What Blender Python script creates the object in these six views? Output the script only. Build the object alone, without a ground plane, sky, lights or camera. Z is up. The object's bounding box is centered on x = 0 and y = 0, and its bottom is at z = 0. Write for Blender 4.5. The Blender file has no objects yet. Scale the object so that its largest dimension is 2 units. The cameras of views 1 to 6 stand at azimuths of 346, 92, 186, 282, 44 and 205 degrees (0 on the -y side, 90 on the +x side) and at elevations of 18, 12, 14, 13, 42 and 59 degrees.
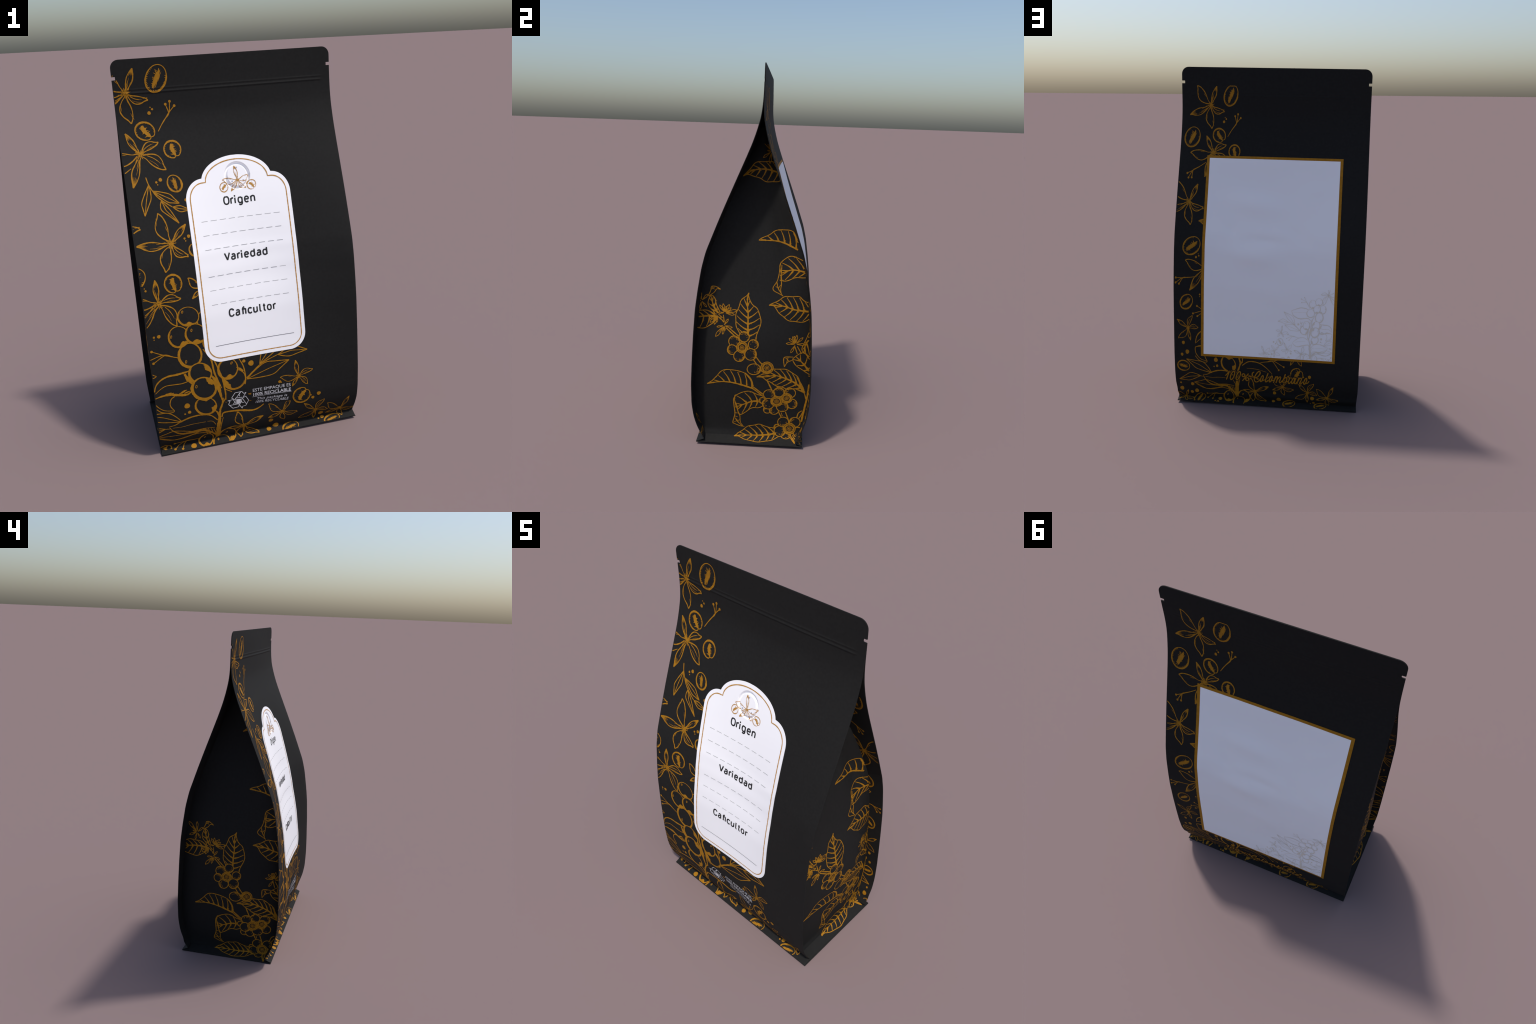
import math, random
import numpy as np

# ------------------------------------------------------------------ sizes (metres)
HALF_W = 0.551            # half width of the front and back panels
HEIGHT = 1.9905              # panel height
FILM = 0.0028             # thickness of the laminate
LEAN = 0.0098             # the bag leans this many radians towards -x
CORNER_R = 0.040          # rounded top corners
NOTCH = (1.8975, 1.9125, 0.0175)   # tear notch: bottom, top, depth
FOLD_W = 0.300            # below this height panels are measured along the paper
INK = 0.0007              # print sits this far proud of the film


def smooth_curve(xs, ys):
    """monotone cubic interpolation (Fritsch-Carlson) through control points"""
    xs, ys = np.asarray(xs, float), np.asarray(ys, float)
    o = np.argsort(xs); xs, ys = xs[o], ys[o]
    h = np.diff(xs); d = np.diff(ys) / h
    m = np.zeros_like(ys); m[0], m[-1] = d[0], d[-1]
    for i in range(1, len(xs) - 1):
        if d[i - 1] * d[i] > 0:
            w1, w2 = 2 * h[i] + h[i - 1], h[i] + 2 * h[i - 1]
            m[i] = (w1 + w2) / (w1 / d[i - 1] + w2 / d[i])

    def f(x):
        x = np.clip(np.asarray(x, float), xs[0], xs[-1])
        i = np.clip(np.searchsorted(xs, x) - 1, 0, len(xs) - 2)
        t = (x - xs[i]) / h[i]
        return ((1 + 2 * t) * (1 - t) ** 2 * ys[i] + t * (1 - t) ** 2 * h[i] * m[i]
                + t * t * (3 - 2 * t) * ys[i + 1] + t * t * (t - 1) * h[i] * m[i + 1])
    return f


# half depth of the bag at its side edges against height (z), crease at the foot
_knots = ([0.022, 0.045, 0.09, 0.15, 0.22, 0.33, 0.46, 0.60, 0.74, 0.84, 0.96, 1.05, 1.2, 1.3, 1.41, 1.525, 1.60, 1.66, 1.72, 1.77, 1.82, 2.0],
          [0.243, 0.259, 0.282, 0.302, 0.314, 0.3185, 0.316, 0.311, 0.303, 0.291, 0.273, 0.2515, 0.197, 0.159, 0.116, 0.071, 0.0435, 0.0255, 0.0110, 0.0050, 0.0029, 0.0022])


def half_depth(z):
    """nearly straight runs with soft bends between them"""
    z = np.asarray(z, float)
    return sum(k * np.interp(z + d, *_knots) for d, k in ((-.022, .15), (-.011, .22), (0, .26), (.011, .22), (.022, .15)))


mid_depth = smooth_curve([0, 1.0, 1.2, 1.35, 1.53, 1.64, 1.76, 1.88, 2.0], [0, 0, .003, .006, .0105, .0145, .0185, .0205, .0195])
FLANGE = (0.287, 0.006)   # depth and height of the lip of the foot
CREASE_Z = 0.022

# hollow in the middle of each panel
hollow_front = smooth_curve([0.04, 0.10, 0.20, 0.30, 0.44, 0.49, 0.583, 0.80, 0.94, 1.0, 1.07, 1.14, 1.2, 1.41, 1.5, 1.6, 1.7, 1.8, 1.9, 2], [0, .001, .005, .010, .013, .016, .025, .043, .054, .055, .052, .044, .037, .014, .006, 0, -.003, -.007, -.004, 0])
hollow_back = smooth_curve([0.04, 0.10, 0.25, 0.30, 0.56, 0.70, 0.95, 1.1, 1.25, 1.36, 1.46, 1.55, 1.7, 1.8, 1.9, 2], [0, .002, .004, .003, .020, .024, .028, .030, .026, .017, .005, -.001, -.007, -.011, -.006, 0])


# profile measured along the paper: w = height above FOLD_W, arc length below it
_z = np.concatenate([np.linspace(FOLD_W, CREASE_Z, 400), np.linspace(CREASE_Z, FLANGE[1], 60)[1:]])
_h = np.concatenate([half_depth(_z[:400]), np.linspace(float(half_depth(CREASE_Z)), FLANGE[0], 60)[1:]])
_w = FOLD_W - np.concatenate([[0], np.cumsum(np.hypot(np.diff(_z), np.diff(_h)))])
W_CREASE, W_FOOT = _w[399], _w[-1]


def profile(w):
    """height and half depth at paper height w"""
    w = np.asarray(w, float)
    z = np.where(w >= FOLD_W, w, np.interp(w, _w[::-1], _z[::-1]))
    h = np.where(w >= FOLD_W, half_depth(w), np.interp(w, _w[::-1], _h[::-1]))
    return z, h


def wrinkles(a, z, side):
    """shallow soft dents of the film"""
    def dent(h, a0, z0, sa, sz, tilt=0.0):
        u, v = a - a0, z - z0
        u, v = u + tilt * v, v - tilt * u
        return h * np.exp(-(u / sa) ** 2 - (v / sz) ** 2)
    if side < 0:
        r = 0.0008 * np.sin(9 * a + 3 * z) * np.sin(7 * z + 1.3 + 4 * a)
    else:
        r = (0.0008 * np.sin(11 * a - 5 * z + 1) * np.sin(8 * z + .4 - 6 * a) + dent(.009, .10, 1.22, .16, .06, .15)
             + dent(.009, .10, .925, .14, .055, .12) + dent(.006, .40, .99, .06, .05)
             - dent(.0045, -.18, 1.05, .08, .04, .5) + dent(.003, -.25, 1.30, .07, .05, -.6) - dent(.004, .22, 1.07, .06, .035, .7) - dent(.0035, .02, 1.02, .10, .028, .1)
             + dent(.0025, -.05, .70, .12, .05, .4) - dent(.003, -.13, 1.43, .08, .04))
    return r * np.clip((1.7 - z) / 0.4, 0, 1) * np.clip((z - 0.1) / 0.3, 0, 1) * (1 - (a / 0.56) ** 2)


def zip_relief(a, w, side):
    """two pressed ridges of the reclosable zip"""
    fade = 1 / (1 + np.exp(-(0.502 - np.abs(a)) / 0.003))
    k = 0.55 if side < 0 else 0.2
    r = 0.0022 * np.exp(-((w - 1.8490) / 0.0042) ** 2) + 0.0040 * np.exp(-((w - 1.8320) / 0.0050) ** 2)
    return k * fade * r


def panel_raw(a, w, side):
    a, w = np.broadcast_arrays(np.asarray(a, float), np.asarray(w, float))
    z, h = profile(w)
    s = a / HALF_W
    k = np.clip(1 - s * s, 0, 1)
    if side < 0:
        hollow = hollow_front(z) * (1 + 0.3 * s - 0.25 * s ** 3) * 1.08 * k ** 1.35
        hollow = hollow + 0.021 * np.exp(-((a + .03) / .17) ** 2) * np.exp(-((z - .19) / .075) ** 2) * k
    else:
        hollow = hollow_back(z) * k
        h = h + 0.009 * np.exp(-((z - .050) / .034) ** 2) * np.clip((FLANGE[0] - h) / .018, 0, 1)
    out = h - np.where(w > W_CREASE, hollow, 0) + wrinkles(a, z, side) + zip_relief(a, w, side)
    skew = 0.0030 * s * np.clip((z - 1.70) / 0.25, 0, 1)
    return np.stack([a, mid_depth(z) + skew + side * out, z], -1)


def panel(a, w, side, lift=0.0):
    """point on the outer face of the front (side=-1) or back (side=+1) panel"""
    p = panel_raw(a, w, side)
    if np.any(lift):
        e = 5e-4
        du = panel_raw(np.asarray(a) + e, w, side) - panel_raw(np.asarray(a) - e, w, side)
        dv = panel_raw(a, np.asarray(w) + e, side) - panel_raw(a, np.asarray(w) - e, side)
        n = np.cross(du, dv) * -side
        n /= np.linalg.norm(n, axis=-1, keepdims=True)
        p = p + n * np.asarray(lift)[..., None]
    return p


# side gussets: x at the seams and along the middle against height (right, left)
_rise = [.024, .06, .2, .5, .8, 1.0, 1.2, 1.33, 1.5, 1.7, 1.8]
seam_x = {(1, 0): smooth_curve(_rise, [.488, .476, .472, .475, .475, .465, .445, .410, .37, .33, .32]),
          (1, 1): smooth_curve(_rise, [.488, .478, .476, .475, .475, .474, .457, .436, .370, .33, .32]),
          (-1, 0): smooth_curve(_rise, [.488, .480, .472, .474, .502, .512, .497, .462, .40, .34, .32]),
          (-1, 1): smooth_curve(_rise, [.488, .484, .484, .482, .470, .446, .430, .408, .37, .34, .32])}
_belly = [.024, .045, .06, .15, .3, .45, .55, .7, .83, 1.0, 1.11, 1.3, 1.42, 1.55, 1.7, 1.8]
belly_x = {1: smooth_curve(_belly, [.488, .484, .483, .492, .508, .519, .521, .506, .487, .464, .448, .418, .405, .385, .34, .33]),
           -1: smooth_curve(_belly, [.488, .490, .492, .515, .530, .535, .535, .525, .510, .484, .466, .425, .405, .385, .34, .33])}
LIP_TOP, LIP_LEN = 0.024, 0.0636


def gusset_edges(z, sx):
    zz = np.maximum(z, 0.0235)
    w = np.where(zz >= FOLD_W, zz, np.interp(-zz, -_z, _w))
    f = panel_raw(sx * seam_x[sx, 0](z), w, -1)[..., 1] + FILM
    b = panel_raw(sx * seam_x[sx, 1](z), w, +1)[..., 1] - FILM
    return f, b


def gusset_raw(q, w, sx):
    """q runs from left to right for somebody who faces the gusset of side sx"""
    q, w = np.broadcast_arrays(np.asarray(q, float), np.asarray(w, float))
    y = q * sx
    z = np.maximum(w, LIP_TOP)
    f, b = gusset_edges(z, sx)
    v = (2 * y - f - b) / np.maximum(b - f, 1e-4)
    vv = np.clip(np.abs(v), 0, 1)
    s0, s1 = seam_x[sx, 0](z), seam_x[sx, 1](z)
    xs = s0 + (s1 - s0) * (np.clip(v, -1, 1) + 1) / 2
    x = xs + (belly_x[sx](z) - (s0 + s1) / 2) * (1 - vv ** 2.0)
    if sx > 0:                                # soft tuck beside the rear seam
        x = x - 0.022 * np.exp(-((v - .68) / .24) ** 2 - ((z - 1.10) / .17) ** 2) * (1 - vv ** 8)
    d = np.clip((LIP_TOP - w) / LIP_LEN, 0, 1)
    return np.stack([sx * (x + d * (0.548 - xs)), y, z - d * 0.021], -1)


def gusset(q, w, sx, lift=0.0):
    p = gusset_raw(q, w, sx)
    if np.any(lift):
        e = 5e-4
        du = gusset_raw(np.asarray(q) + e, w, sx) - gusset_raw(np.asarray(q) - e, w, sx)
        dv = gusset_raw(q, np.asarray(w) + e, sx) - gusset_raw(q, np.asarray(w) - e, sx)
        n = np.cross(du, dv)
        n /= np.linalg.norm(n, axis=-1, keepdims=True)
        p = p + n * np.asarray(lift)[..., None]
    return p


def lean(p):
    """final placement: the whole bag is tipped a little about the y axis"""
    p = np.asarray(p, float)
    c, s = math.cos(LEAN), math.sin(LEAN)
    x, z = p[..., 0], p[..., 2] - 1.0
    return np.stack([c * x - s * z, p[..., 1], s * x + c * z + 1.0 + 0.0045], -1)
import bpy
from mathutils import Vector

rng = random.Random(7)

# ------------------------------------------------------------------ materials


def principled(name, colour, rough, spec=0.5, grain=None, bump=None):
    m = bpy.data.materials.new(name)
    m.use_nodes = True
    nt = m.node_tree
    b = nt.nodes["Principled BSDF"]
    b.inputs["Base Color"].default_value = (*colour, 1)
    b.inputs["Roughness"].default_value = rough
    b.inputs["Specular IOR Level"].default_value = spec
    tc = nt.nodes.new("ShaderNodeTexCoord")
    if grain:
        scale, amount = grain
        n = nt.nodes.new("ShaderNodeTexNoise")
        n.inputs["Scale"].default_value = scale
        n.inputs["Detail"].default_value = 5
        nt.links.new(tc.outputs["Object"], n.inputs["Vector"])
        r = nt.nodes.new("ShaderNodeValToRGB")
        r.color_ramp.elements[0].position, r.color_ramp.elements[1].position = 0.3, 0.7
        r.color_ramp.elements[0].color = (*[c * (1 - amount) for c in colour], 1)
        r.color_ramp.elements[1].color = (*[min(1, c * (1 + amount)) for c in colour], 1)
        nt.links.new(n.outputs["Fac"], r.inputs["Fac"])
        nt.links.new(r.outputs["Color"], b.inputs["Base Color"])
    if bump:
        scale, strength = bump
        n = nt.nodes.new("ShaderNodeTexNoise")
        n.inputs["Scale"].default_value = scale
        n.inputs["Detail"].default_value = 3
        nt.links.new(tc.outputs["Object"], n.inputs["Vector"])
        bp = nt.nodes.new("ShaderNodeBump")
        bp.inputs["Strength"].default_value = strength
        bp.inputs["Distance"].default_value = 0.002
        nt.links.new(n.outputs["Fac"], bp.inputs["Height"])
        nt.links.new(bp.outputs["Normal"], b.inputs["Normal"])
    return m


FILM_M = principled("matte_black_film", (0.0157, 0.0155, 0.0150), 0.65, 0.08, grain=(90, 0.10), bump=(160, 0.05))
GOLD_M = principled("gold_ink", (0.345, 0.156, 0.009), 0.60, 0.15, grain=(60, 0.10))
BORDER_M = principled("label_border_ink", (0.47, 0.24, 0.045), 0.6, 0.3)
WHITE_M = principled("white_label", (0.93, 0.925, 0.955), 0.60, 0.25, bump=(25, 0.05))
TEXT_M = principled("black_ink", (0.018, 0.018, 0.020), 0.6, 0.3)
DASH_M = principled("grey_ink", (0.30, 0.30, 0.31), 0.6, 0.3)
PALE_M = principled("pale_watermark_ink", (0.80, 0.735, 0.64), 0.6, 0.3)
SILVER_M = principled("white_ink", (0.62, 0.62, 0.64), 0.6, 0.3)
VALVE_M = principled("valve_hole_grey", (0.45, 0.45, 0.52), 0.6, 0.3)

# ------------------------------------------------------------------ mesh helpers
made = {}


def new_object(name, verts, faces, mat, parent, smooth=True, stuff=False):
    me = bpy.data.meshes.new(name)
    me.from_pydata([tuple(map(float, v)) for v in lean(np.asarray(verts, float))], [], faces)
    me.materials.append(mat)
    if smooth:
        me.polygons.foreach_set("use_smooth", [True] * len(me.polygons))
    me.update()
    o = bpy.data.objects.new(name, me)
    bpy.context.scene.collection.objects.link(o)
    o.parent = parent
    if stuff:
        o["kind"] = "stuff"
    return o


def grid_faces(nu, nv, start=0, flip=False):
    f = []
    for j in range(nv - 1):
        for i in range(nu - 1):
            q = [start + j * nu + i, start + j * nu + i + 1, start + (j + 1) * nu + i + 1, start + (j + 1) * nu + i]
            f.append(q[::-1] if flip else q)
    return f


def sheet(outer, inner, flip=False):
    """closed thin slab from two matching grids (rows, columns, 3)"""
    nv, nu, _ = outer.shape
    n = nu * nv
    verts = np.concatenate([outer.reshape(-1, 3), inner.reshape(-1, 3)])
    f = grid_faces(nu, nv, 0, flip) + grid_faces(nu, nv, n, not flip)
    ring = ([(0, i) for i in range(nu)] + [(j, nu - 1) for j in range(1, nv)]
            + [(nv - 1, i) for i in range(nu - 2, -1, -1)] + [(j, 0) for j in range(nv - 2, 0, -1)])
    ids = [j * nu + i for j, i in ring]
    for k in range(len(ids)):
        p, q = ids[k], ids[(k + 1) % len(ids)]
        f.append([q, p, p + n, q + n] if not flip else [p, q, q + n, p + n])
    return verts, f


def edge_split_normals(o, angle=40):
    me = o.data
    me.set_sharp_from_angle(angle=math.radians(angle))


# ------------------------------------------------------------------ the bag body
bag = bpy.data.objects.new("coffee_bag", None)
bpy.context.scene.collection.objects.link(bag)
VALVE = (0.0015, 1.4020, 0.0585)           # centre and radius of the degassing valve
bag["label"] = "tall matte black coffee bag with gold botanical print and white labels"
bag["category"] = "coffee bag"


def edge_reach(w):
    """half width of a panel at paper height w: round top corners, tear notches"""
    hw = HALF_W + 0.003 * math.exp(-((w - 1.2) / 0.5) ** 2) - 0.0055 * min(1.0, max(0.0, (0.13 - w) / 0.10))
    if w > HEIGHT - CORNER_R:
        k = w - (HEIGHT - CORNER_R)
        hw -= CORNER_R - math.sqrt(max(0, CORNER_R ** 2 - k * k))
    if NOTCH[0] < w < NOTCH[1]:
        hw -= NOTCH[2]
    return hw


def panel_rows():
    r = list(np.linspace(W_FOOT, W_CREASE - 0.002, 8)) + [W_CREASE - .0006, W_CREASE, W_CREASE + .0006]
    r += list(np.linspace(W_CREASE + 0.003, 0.30, 46))
    r += list(np.linspace(0.31, 1.80, 130)) + list(np.linspace(1.805, 1.885, 60)) + [1.89, 1.90]
    e = 2e-4
    r += [NOTCH[0] - e, NOTCH[0] + e, .5 * (NOTCH[0] + NOTCH[1]), NOTCH[1] - e, NOTCH[1] + e, 1.93, 1.945]
    r += [HEIGHT - CORNER_R + CORNER_R * math.sin(t) for t in np.linspace(0, math.pi / 2, 9)]
    return np.array(sorted(r))


def build_panel(name, side):
    rows = panel_rows()
    s = np.concatenate([-1 + np.linspace(0, .10, 8)[:-1], np.linspace(-.90, .90, 61), 1 - np.linspace(.10, 0, 8)[1:]])
    reach = np.array([edge_reach(w) for w in rows])
    A = s[None, :] * reach[:, None]
    W = np.repeat(rows[:, None], len(s), 1)
    outer = panel(A, W, side)
    inner = panel(A, W, side, -FILM)
    core = mid_depth(inner[..., 2]) + 0.0030 * A / HALF_W * np.clip((inner[..., 2] - 1.70) / 0.25, 0, 1)
    inner[..., 1] = np.where(side * (inner[..., 1] - core) < 2e-4, core + side * 2e-4, inner[..., 1])
    if side < 0:                              # room for the valve behind the label
        pit = 0.020 / (1 + np.exp((np.hypot(A - VALVE[0], W - VALVE[1]) - 0.085) / 0.004))
        outer[..., 1] += pit
        inner[..., 1] += pit
    v, f = sheet(outer, inner, flip=side > 0)
    o = new_object(name, v, f, FILM_M, bag)
    edge_split_normals(o, 35)
    return o


front = build_panel("front_panel", -1)
back = build_panel("back_panel", +1)


def build_gusset(sx):
    rows = np.concatenate([np.linspace(LIP_TOP - LIP_LEN, LIP_TOP - .001, 8), np.linspace(LIP_TOP, .08, 14), np.linspace(.09, 1.68, 120)])
    v = np.linspace(-1, 1, 61)
    f, b = gusset_edges(np.maximum(rows, LIP_TOP), sx)
    d = np.clip((LIP_TOP - rows) / LIP_LEN, 0, 1)
    f = f + (-0.2865 - f) * d
    b = b + (0.2865 - b) * d
    Q = sx * (f[:, None] + (b - f)[:, None] * (sx * v[None, :] + 1) / 2)
    W = np.repeat(rows[:, None], len(v), 1)
    verts, faces = sheet(gusset(Q, W, sx), gusset(Q, W, sx, -FILM))
    o = new_object("side_gusset", verts, faces, FILM_M, bag)
    edge_split_normals(o, 50)
    return o


gusset_right = build_gusset(1)
gusset_left = build_gusset(-1)

# foot plate: a thin slab with a rounded rim
lx, ly, lz = HALF_W - 0.0055, FLANGE[0], FLANGE[1]
ring = [(0.010, 0.0), (0.002, 0.0), (0.0, 0.0015), (0.0, lz - 0.0012), (0.001, lz - 0.0004), (0.012, lz - 0.0004)]
verts, faces = [], []
for inset, z in ring:
    verts += [(-lx + inset, -ly + inset, z), (lx - inset, -ly + inset, z), (lx - inset, ly - inset, z), (-lx + inset, ly - inset, z)]
for k in range(len(ring) - 1):
    for i in range(4):
        j = (i + 1) % 4
        faces.append([k * 4 + i, k * 4 + j, k * 4 + 4 + j, k * 4 + 4 + i])
faces.append([3, 2, 1, 0])
n = (len(ring) - 1) * 4
faces.append([n, n + 1, n + 2, n + 3])
foot = new_object("foot", verts, faces, FILM_M, bag, smooth=False)


# ------------------------------------------------------------------ labels
LAB = dict(cx=-0.003, hw=0.2690, lo=0.4945, hi=1.5020, r=0.088, notch=0.1785, shoulder=1.305, rise=0.100, crown=0.1810, crown_w=1.385)


def label_reach(w):
    """left and right edge of the front label at height w"""
    x = LAB["hw"]
    if w < LAB["lo"] + LAB["r"]:
        k = LAB["lo"] + LAB["r"] - w
        x -= LAB["r"] - math.sqrt(max(0, LAB["r"] ** 2 - k * k))
    if w > LAB["shoulder"]:
        k = (w - LAB["shoulder"]) / LAB["rise"]
        if k < 1:
            x = LAB["notch"] + (LAB["hw"] - LAB["notch"]) * math.sqrt(1 - k * k)
        else:
            x = LAB["crown"] * math.sqrt(max(0, 1 - ((w - LAB["crown_w"]) / (LAB["hi"] - LAB["crown_w"])) ** 2))
    return LAB["cx"] - x, LAB["cx"] + x


def label_rows(lo, hi, n=150):
    t = np.linspace(0, math.pi, n)
    return lo + (hi - lo) * (1 - np.cos(t)) / 2


LABEL = 0.0020


def valve(a, w):
    """round groove of the degassing valve, pressed into the label"""
    r = np.hypot(a - VALVE[0], w - VALVE[1])
    return -0.0115 * np.exp(-((r - VALVE[2]) / 0.0060) ** 4)


def build_label(name, side, rows, reach, parent, cols=70, relief=None, lift=LABEL):
    A = np.array([np.linspace(*reach(w), cols) for w in rows])
    W = np.repeat(rows[:, None], cols, 1)
    top = lift + (relief(A, W) if relief else 0 * A)
    v, f = sheet(panel(A, W, side, top), panel(A, W, side, np.minimum(0.0001, top - 0.0016)), flip=side > 0)
    o = new_object(name, v, f, WHITE_M if lift == LABEL else GOLD_M, parent)
    edge_split_normals(o, 60)
    return o


lab_rows = np.unique(np.concatenate([label_rows(0.4948, 1.5017, 170), np.linspace(1.31, 1.50, 130)]))
front_label = build_label("front_label", -1, lab_rows, label_reach, bag, 260, relief=valve)

FRAME = (-0.4085, 0.3895, 0.3180, 1.4890)       # gold frame on the back
FRAME_T = 0.0165
frame_o = build_label("label_frame", 1, np.linspace(FRAME[2], FRAME[3], 150), lambda w: (FRAME[0], FRAME[1]), bag, 70, lift=0.0019)
back_label = build_label("back_label", 1, np.linspace(FRAME[2] + .0145, FRAME[3] - .0145, 150), lambda w: (FRAME[0] + FRAME_T, FRAME[1] - FRAME_T), bag, 70, lift=LABEL + 0.0008)
back_label.data.materials[0] = WHITE_M


# ------------------------------------------------------------------ printing
def spline(pts, step=0.004):
    """smooth curve through hand-placed points, sampled evenly enough for a ribbon"""
    p = np.asarray(pts, float)
    if len(p) == 2:
        n = max(2, int(np.linalg.norm(p[1] - p[0]) / step) + 1)
        t = np.linspace(0, 1, n)[:, None]
        return p[0] * (1 - t) + p[1] * t
    q = np.concatenate([[2 * p[0] - p[1]], p, [2 * p[-1] - p[-2]]])
    out = []
    for i in range(1, len(q) - 2):
        n = max(2, int(np.linalg.norm(q[i + 1] - q[i]) / step) + 1)
        t = np.linspace(0, 1, n, endpoint=False)[:, None]
        a, b, c, d = q[i - 1], q[i], q[i + 1], q[i + 2]
        out.append(0.5 * (2 * b + (c - a) * t + (2 * a - 5 * b + 4 * c - d) * t * t + (3 * b - a - 3 * c + d) * t ** 3))
    out.append(p[-1:])
    return np.concatenate(out)


class Press:
    """prints strokes and spots onto one face of the bag"""

    def __init__(self, face, place, inside, parent, ink, scale=1.0, base=INK, back_of=None, steady=False, step=.0032):
        self.steady, self.step = steady, step
        self.face, self.place, self.inside = face, place, inside
        self.parent, self.ink, self.scale, self.base, self.back_of = parent, ink, scale, base, back_of
        self.layer, self.open, self.show_v, self.show_f = 0, None, [], []
        self.plan, self.covers, self.order = False, [], 0

    def begin(self, name):
        self.open, self.uv, self.h, self.f, self.count = name, [], [], [], 0
        self.order += 1

    def end(self):
        if self.f:
            uv, h = np.concatenate(self.uv), np.concatenate(self.h)
            new_object(self.open, self.face(uv[:, 0], uv[:, 1], h), self.f, self.ink, self.parent)
            if self.back_of is not None:
                ok = (np.abs(uv[:, 0]) > 0.40) & (uv[:, 1] > 0.035) & (uv[:, 1] < 1.62)
                keep = [f for f in self.f if all(ok[i] for i in f)]
                if keep:
                    used = sorted({i for f in keep for i in f})
                    back = {k: n + len(self.show_v) for n, k in enumerate(used)}
                    self.show_v += list(self.face(uv[used, 0], uv[used, 1], -FILM - h[used]))
                    self.show_f += [[back[i] for i in f][::-1] for f in keep]
        self.open = None

    def run(self, *drawings):
        """first note which round fruits lie on top, then print everything under them clipped"""
        self.plan = True
        for d in drawings:
            d()
        self.plan, self.order = False, 0
        for d in drawings:
            d()

    def cover(self, c, a, b):
        """the oval hides whatever was drawn before the current object"""
        if self.plan:
            c, a, b = self.place(np.array([c, a, b]))
            self.covers.append((self.order, c, np.linalg.inv(np.stack([a - c, b - c], 1))))

    def clear(self, q):
        ok = np.ones(len(q), bool)
        for n, c, m in self.covers:
            if n > self.order:
                k = (q - c) @ m.T
                ok &= (k * k).sum(1) > 0.96
        return ok

    def finish(self, name):
        if self.show_f:
            new_object(name, np.array(self.show_v), self.show_f, self.ink, self.parent, stuff=True)

    def lift(self):
        self.layer += 1
        return self.base + 2.8e-5 * (self.layer % 36)

    def put(self, uv, faces):
        self.uv.append(uv)
        self.h.append(np.full(len(uv), self.lift()))
        self.f += [[i + self.count for i in f] for f in faces]
        self.count += len(uv)

    def ribbon(self, pts, width):
        """pts in design units, width a number or a profile along the stroke"""
        if self.plan:
            return
        q = spline(self.place(np.asarray(pts, float)), self.step)
        if len(q) < 2:
            return
        s = np.concatenate([[0], np.cumsum(np.linalg.norm(np.diff(q, axis=0), axis=1))])
        if s[-1] < 1e-5:
            return
        prof = np.atleast_1d(np.asarray(width, float))
        w = np.interp(s / s[-1], np.linspace(0, 1, len(prof)), prof) if len(prof) > 1 else np.full(len(s), prof[0])
        wob = 0 if self.steady else 1
        w = np.maximum(w * self.scale * (1 + wob * 0.10 * np.sin(s * 170 + self.layer) + wob * 0.07 * np.sin(s * 410 + 2 * self.layer)), 0.0006)
        t = np.gradient(q, axis=0)
        t /= np.maximum(np.linalg.norm(t, axis=1, keepdims=True), 1e-9)
        nrm = np.stack([-t[:, 1], t[:, 0]], 1)
        a, b = q + nrm * w[:, None] / 2, q - nrm * w[:, None] / 2
        ok = self.inside(np.concatenate([q, a, b])).reshape(3, -1).all(0) & self.clear(q)
        uv = np.stack([a, b], 1).reshape(-1, 2)
        faces = [[2 * i, 2 * i + 1, 2 * i + 3, 2 * i + 2] for i in range(len(q) - 1) if ok[i] and ok[i + 1]]
        if faces:
            used = sorted({i for f in faces for i in f})
            back = {k: j for j, k in enumerate(used)}
            self.put(uv[used], [[back[i] for i in f] for f in faces])

    def spot(self, outline, rings=1):
        """filled convex-ish spot from its outline in design units"""
        if self.plan:
            return
        q = self.place(np.asarray(outline, float))
        c = q.mean(0)
        ok = self.inside(q) & self.clear(q)
        n = len(q)
        uv = np.concatenate([[c], q])
        faces = [[0, 1 + i, 1 + (i + 1) % n] for i in range(n) if ok[i] and ok[(i + 1) % n] and self.inside(c[None])[0]]
        if faces:
            self.put(uv, faces)


P = None      # the press in use


def unit(v):
    v = np.asarray(v, float)
    return v / max(np.linalg.norm(v), 1e-9)


def turn(v):
    return np.array([-v[1], v[0]])


def oval(c, e1, e2, t):
    """points at angles t of the oval with centre c and half axes ending at e1, e2"""
    c, e1, e2 = (np.asarray(x, float) for x in (c, e1, e2))
    return c + np.cos(t)[:, None] * (e1 - c) + np.sin(t)[:, None] * (e2 - c)


FULL = np.linspace(0, 2 * math.pi, 33)


def line(width, *pts):
    P.begin("stem")
    P.ribbon(pts, width)
    P.end()


LETTER_W = 0.0074


def letter(*pts):
    P.begin("letter")
    P.ribbon(pts, LETTER_W)
    for e in (pts[0], pts[-1]):
        P.spot([(e[0] + LETTER_W / 2 * math.cos(t), e[1] + LETTER_W / 2 * math.sin(t)) for t in FULL[:-1:3]])
    P.end()


def dot(c, r):
    P.begin("dot")
    k = [1 + 0.05 * math.sin(3 * t + 40 * c[0]) for t in FULL[:-1:2]]
    P.spot([(c[0] + r * a * math.cos(t), c[1] + r * a * math.sin(t)) for t, a in zip(FULL[:-1:2], k)])
    P.end()


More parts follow.
